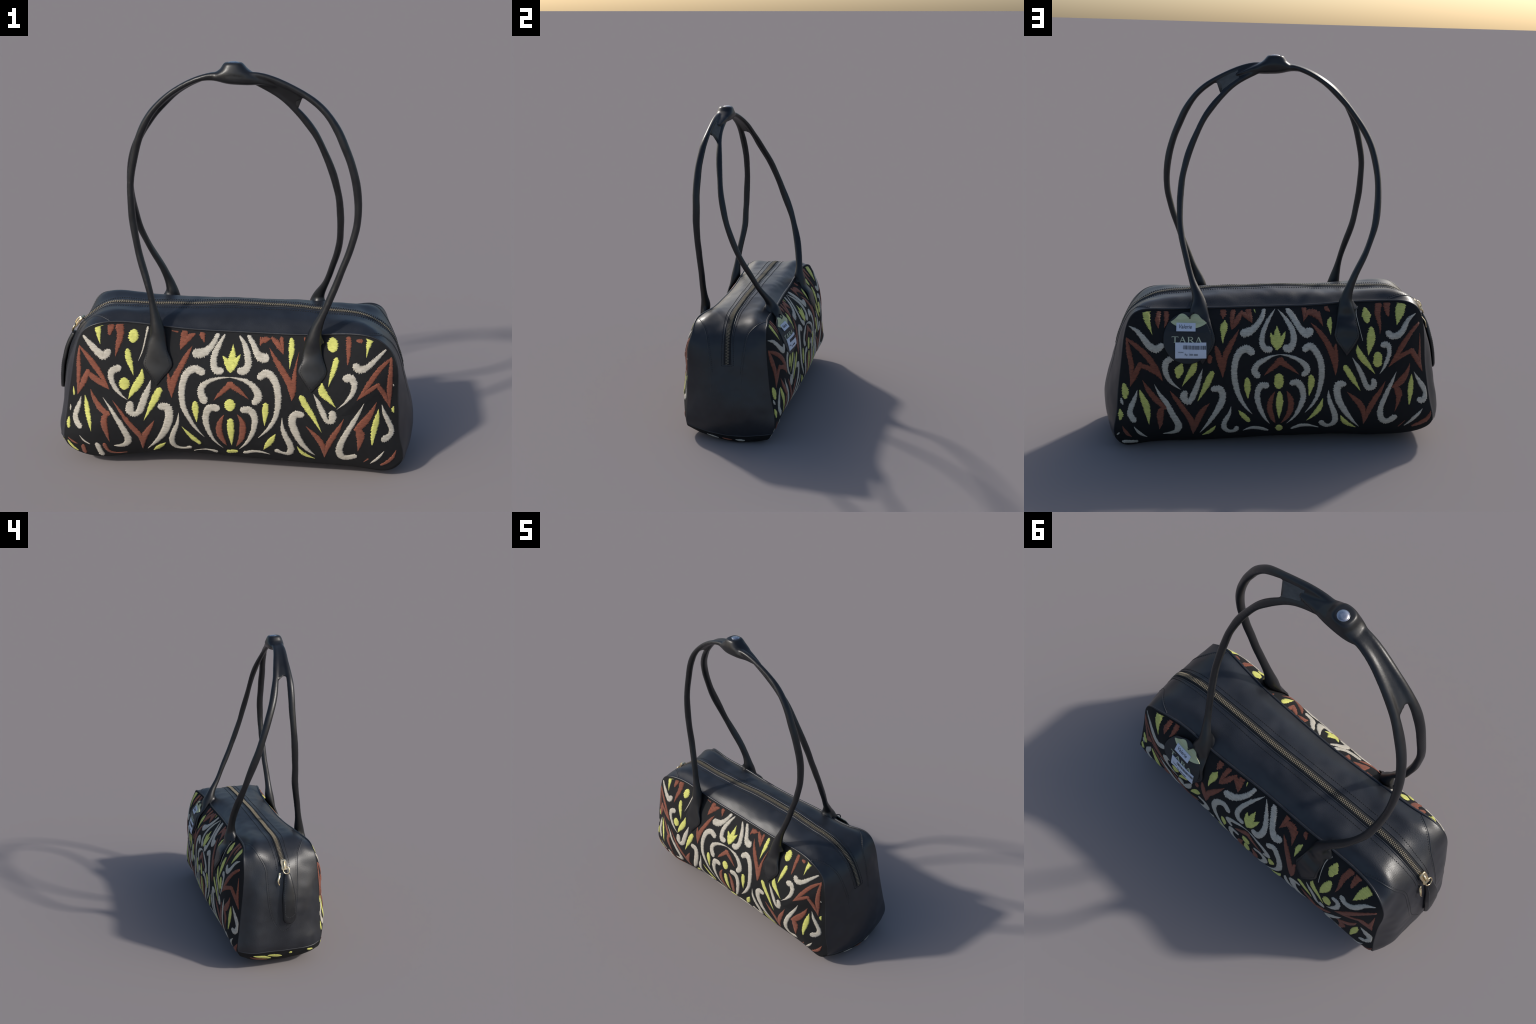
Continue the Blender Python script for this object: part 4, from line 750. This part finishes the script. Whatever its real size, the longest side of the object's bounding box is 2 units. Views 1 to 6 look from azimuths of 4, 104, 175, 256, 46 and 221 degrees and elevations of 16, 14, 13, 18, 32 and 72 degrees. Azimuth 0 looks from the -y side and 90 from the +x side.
B = Build(); rows = [np.stack([.009 + r * cs, -.214 + r * sn, np.full(m, z)], 1) for r, z in ((.0245, 1.990), (.0245, 1.9962), (.0232, 1.9974), (.0212, 1.9966), (.0200, 1.9972), (.0165, 1.9990), (.010, 1.9997), (.0005, 2.000))]
fix_normals(B.rows(rows, close_v=True, cap0=True).out("snap_button", CHROME, parent=SLEEVE))
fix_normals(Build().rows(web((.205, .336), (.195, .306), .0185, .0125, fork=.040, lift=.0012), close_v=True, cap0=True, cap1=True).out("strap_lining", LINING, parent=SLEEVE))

# ------------------------------------------------------------------ hang tag on the back panel
TX, TZ, TR = .457, .600, .121
_py = [p[1] + t for p, _, t in TABS["BR"][:7]]; _pz = [p[2] for p, _, _ in TABS["BR"][:7]]
def on_tag(x, z, lift):
    """the card hangs over the handle tab, so it stands off whichever is further out"""
    p, n = on_panel(1, x, z, 0); tab = np.interp(z, _pz, _py) + .002 - .10 * max(0, x - .415)
    return np.array((x, max(p[1] + .003, min(tab, p[1] + .03)), z)) + np.array((0, .9, .4)) * lift
def patch(B, pts_rows, lift, thick):
    """conforming plate: rows of (x, z) points, upper skin at lift, sides down to lift - thick"""
    top = [[on_tag(x, z, lift) for x, z in r] for r in pts_rows]
    bot = [[on_tag(x, z, lift - thick) for x, z in r] for r in pts_rows]
    B.rows(top); B.rows(bot, flip=True)
    a, b = len(top), len(top[0])
    edge = [(i, 0) for i in range(a)] + [(a - 1, j) for j in range(1, b)] + [(i, b - 1) for i in range(a - 2, -1, -1)] + [(0, j) for j in range(b - 2, 0, -1)]
    B.rows([[top[i][j] for i, j in edge], [bot[i][j] for i, j in edge]], close_v=True)
B = Build(); rows_t, rows_b = [], []
for r, l in [(q_, .004) for q_ in np.linspace(.001, .985, 22)] + [(1.0, .003), (1.0, -.002)]:
    rows_t.append([on_tag(TX + TR * r * math.cos(a_), TZ + TR * r * math.sin(a_), l) for a_ in np.linspace(0, 2 * np.pi, 72, endpoint=False)])
TAG = fix_normals(B.rows(rows_t, close_v=True).out("hang_tag", CARD))
# sage lips printed near the top edge
B = Build(); U = np.linspace(-1, 1, 41)
up = [.697 + .018 * math.exp(-((abs(u) - .36) / .34) ** 2) - .004 * math.exp(-(u / .1) ** 2) - .021 * max(0, abs(u) - .55) / .45 for u in U]
lo = [.676 - .026 * (1 - u * u) ** .8 for u in U]
up[0] = up[-1] = .677; lo[0] = lo[-1] = .6755
for f0, f1, lf in ((0, .46, .0066), (.46, 1, .0072)):
    patch(B, [[(.4515 - u * .0905, l + (h - l) * f) for u, l, h in zip(U, lo, up)] for f in np.linspace(f0, f1, 9)], lf, .003)
B.out("lips_emblem", SAGE, parent=TAG)
def quad(tl, tr, br, bl, n=8):
    tl, tr, br, bl = map(np.array, (tl, tr, br, bl))
    return [[tuple((tl * (1 - u) + tr * u) * (1 - v) + (bl * (1 - u) + br * u) * v) for u in np.linspace(0, 1, n)] for v in np.linspace(0, 1, n)]
B = Build(); patch(B, quad((.513, .6735), (.4165, .6745), (.4165, .639), (.513, .6375)), .0095, .003); fix_normals(B.out("price_sticker", STICKER, parent=TAG))
B = Build(); patch(B, quad((.518, .584), (.362, .587), (.361, .509), (.517, .506)), .0085, .003); fix_normals(B.out("price_sticker", STICKER, parent=TAG))

def lettering(name, text, size, x, z, mat, lift, shear=0.0, spread=1.0):
    cu = bpy.data.curves.new(name, "FONT"); cu.body = text; cu.size = size; cu.shear = shear; cu.align_x = "CENTER"; cu.space_character = spread
    ob = bpy.data.objects.new(name, cu); bpy.context.collection.objects.link(ob); bpy.context.view_layer.update()
    me = bpy.data.meshes.new_from_object(ob.evaluated_get(bpy.context.evaluated_depsgraph_get())); bpy.data.objects.remove(ob)
    V = [v.co.copy() for v in me.vertices]; F = [list(p.vertices) for p in me.polygons]; E = {}
    for f in F:
        for i in range(len(f)):
            e = (f[i], f[(i + 1) % len(f)]); E[e] = 1
    rim = [e for e in E if (e[1], e[0]) not in E]; n = len(V)
    top = [on_tag(x - v.x, z + v.y, lift) for v in V]; bot = [on_tag(x - v.x, z + v.y, lift - .0015) for v in V]
    fix_normals(make(name, top + bot, F + [(e[0], e[1], e[1] + n, e[0] + n) for e in rim], mat, parent=TAG, smooth=False))

lettering("handwriting", "Valerie", .024, .470, .650, INK, .0103, shear=.3)
lettering("price_text", "Rp  300 000", .0135, .437, .522, INK, .0093)
lettering("price_text", "VALERIE", .008, .490, .534, INK, .0093)
B = Build(); r2 = random.Random(4); x = .478
while x > .366:
    w = r2.choice((.0009, .0016, .0016, .0028)); patch(B, quad((x, .571), (x - w, .571), (x - w, .552), (x, .552), 3), .0094, .0012); x -= w + r2.choice((.0012, .0018, .003))
B.out("barcode", INK, parent=TAG, smooth=False)
# TARA in serif capitals: each letter is a set of bars (x0, z0, x1, z1, width) in its own square
GLYPH = {"T": [(.5, 0, .5, 1, .16), (.02, .96, .98, .96, .07), (.03, .84, .03, .97, .06), (.97, .84, .97, .97, .06), (.32, .03, .68, .03, .06)],
         "A": [(.08, 0, .48, 1, .07), (.46, 1, .90, 0, .17), (.25, .38, .70, .38, .06), (-.04, .03, .24, .03, .06), (.72, .03, 1.06, .03, .06)],
         "R": [(.2, 0, .2, 1, .16), (.06, .97, .55, .97, .06), (.55, .97, .78, .86, .09), (.78, .88, .78, .62, .13), (.78, .64, .5, .50, .08), (.5, .5, .2, .5, .06), (.48, .5, .98, .02, .15), (.04, .03, .38, .03, .06)]}
B = Build(); cw, ch, xx = .034, .030, .536
for i, g in enumerate("TARA"):
    for x0, z0, x1, z1, w in GLYPH[g]:
        p, q_ = np.array([xx - x0 * cw, .583 + z0 * ch]), np.array([xx - x1 * cw, .583 + z1 * ch]); d = (q_ - p) / np.linalg.norm(q_ - p); e = np.array([-d[1], d[0]]) * w * cw / 2
        patch(B, [[tuple(p - e + (q_ - p) * u) for u in (0, .5, 1)], [tuple(p + e + (q_ - p) * u) for u in (0, .5, 1)]], .0058 + .0002 * i, .0015)
    xx -= cw * (1.18 if g != "T" else 1.12)
fix_normals(B.out("brand_lettering", LETTER, parent=TAG, smooth=False))
# cord that ties the tag to the handle
B = Build(); a0 = on_tag(.445, .700, .006)
tube(B, open_spline(np.array([a0 + (0, .002, -.006), a0 + (.001, .004, .004), a0 + (-.004, .004, .014), (.428, .250, .722), (.420, .225, .728)]), 20), .0035, ref=(1, 0, 0), n=8)
B.out("tag_cord", STITCH, parent=TAG)
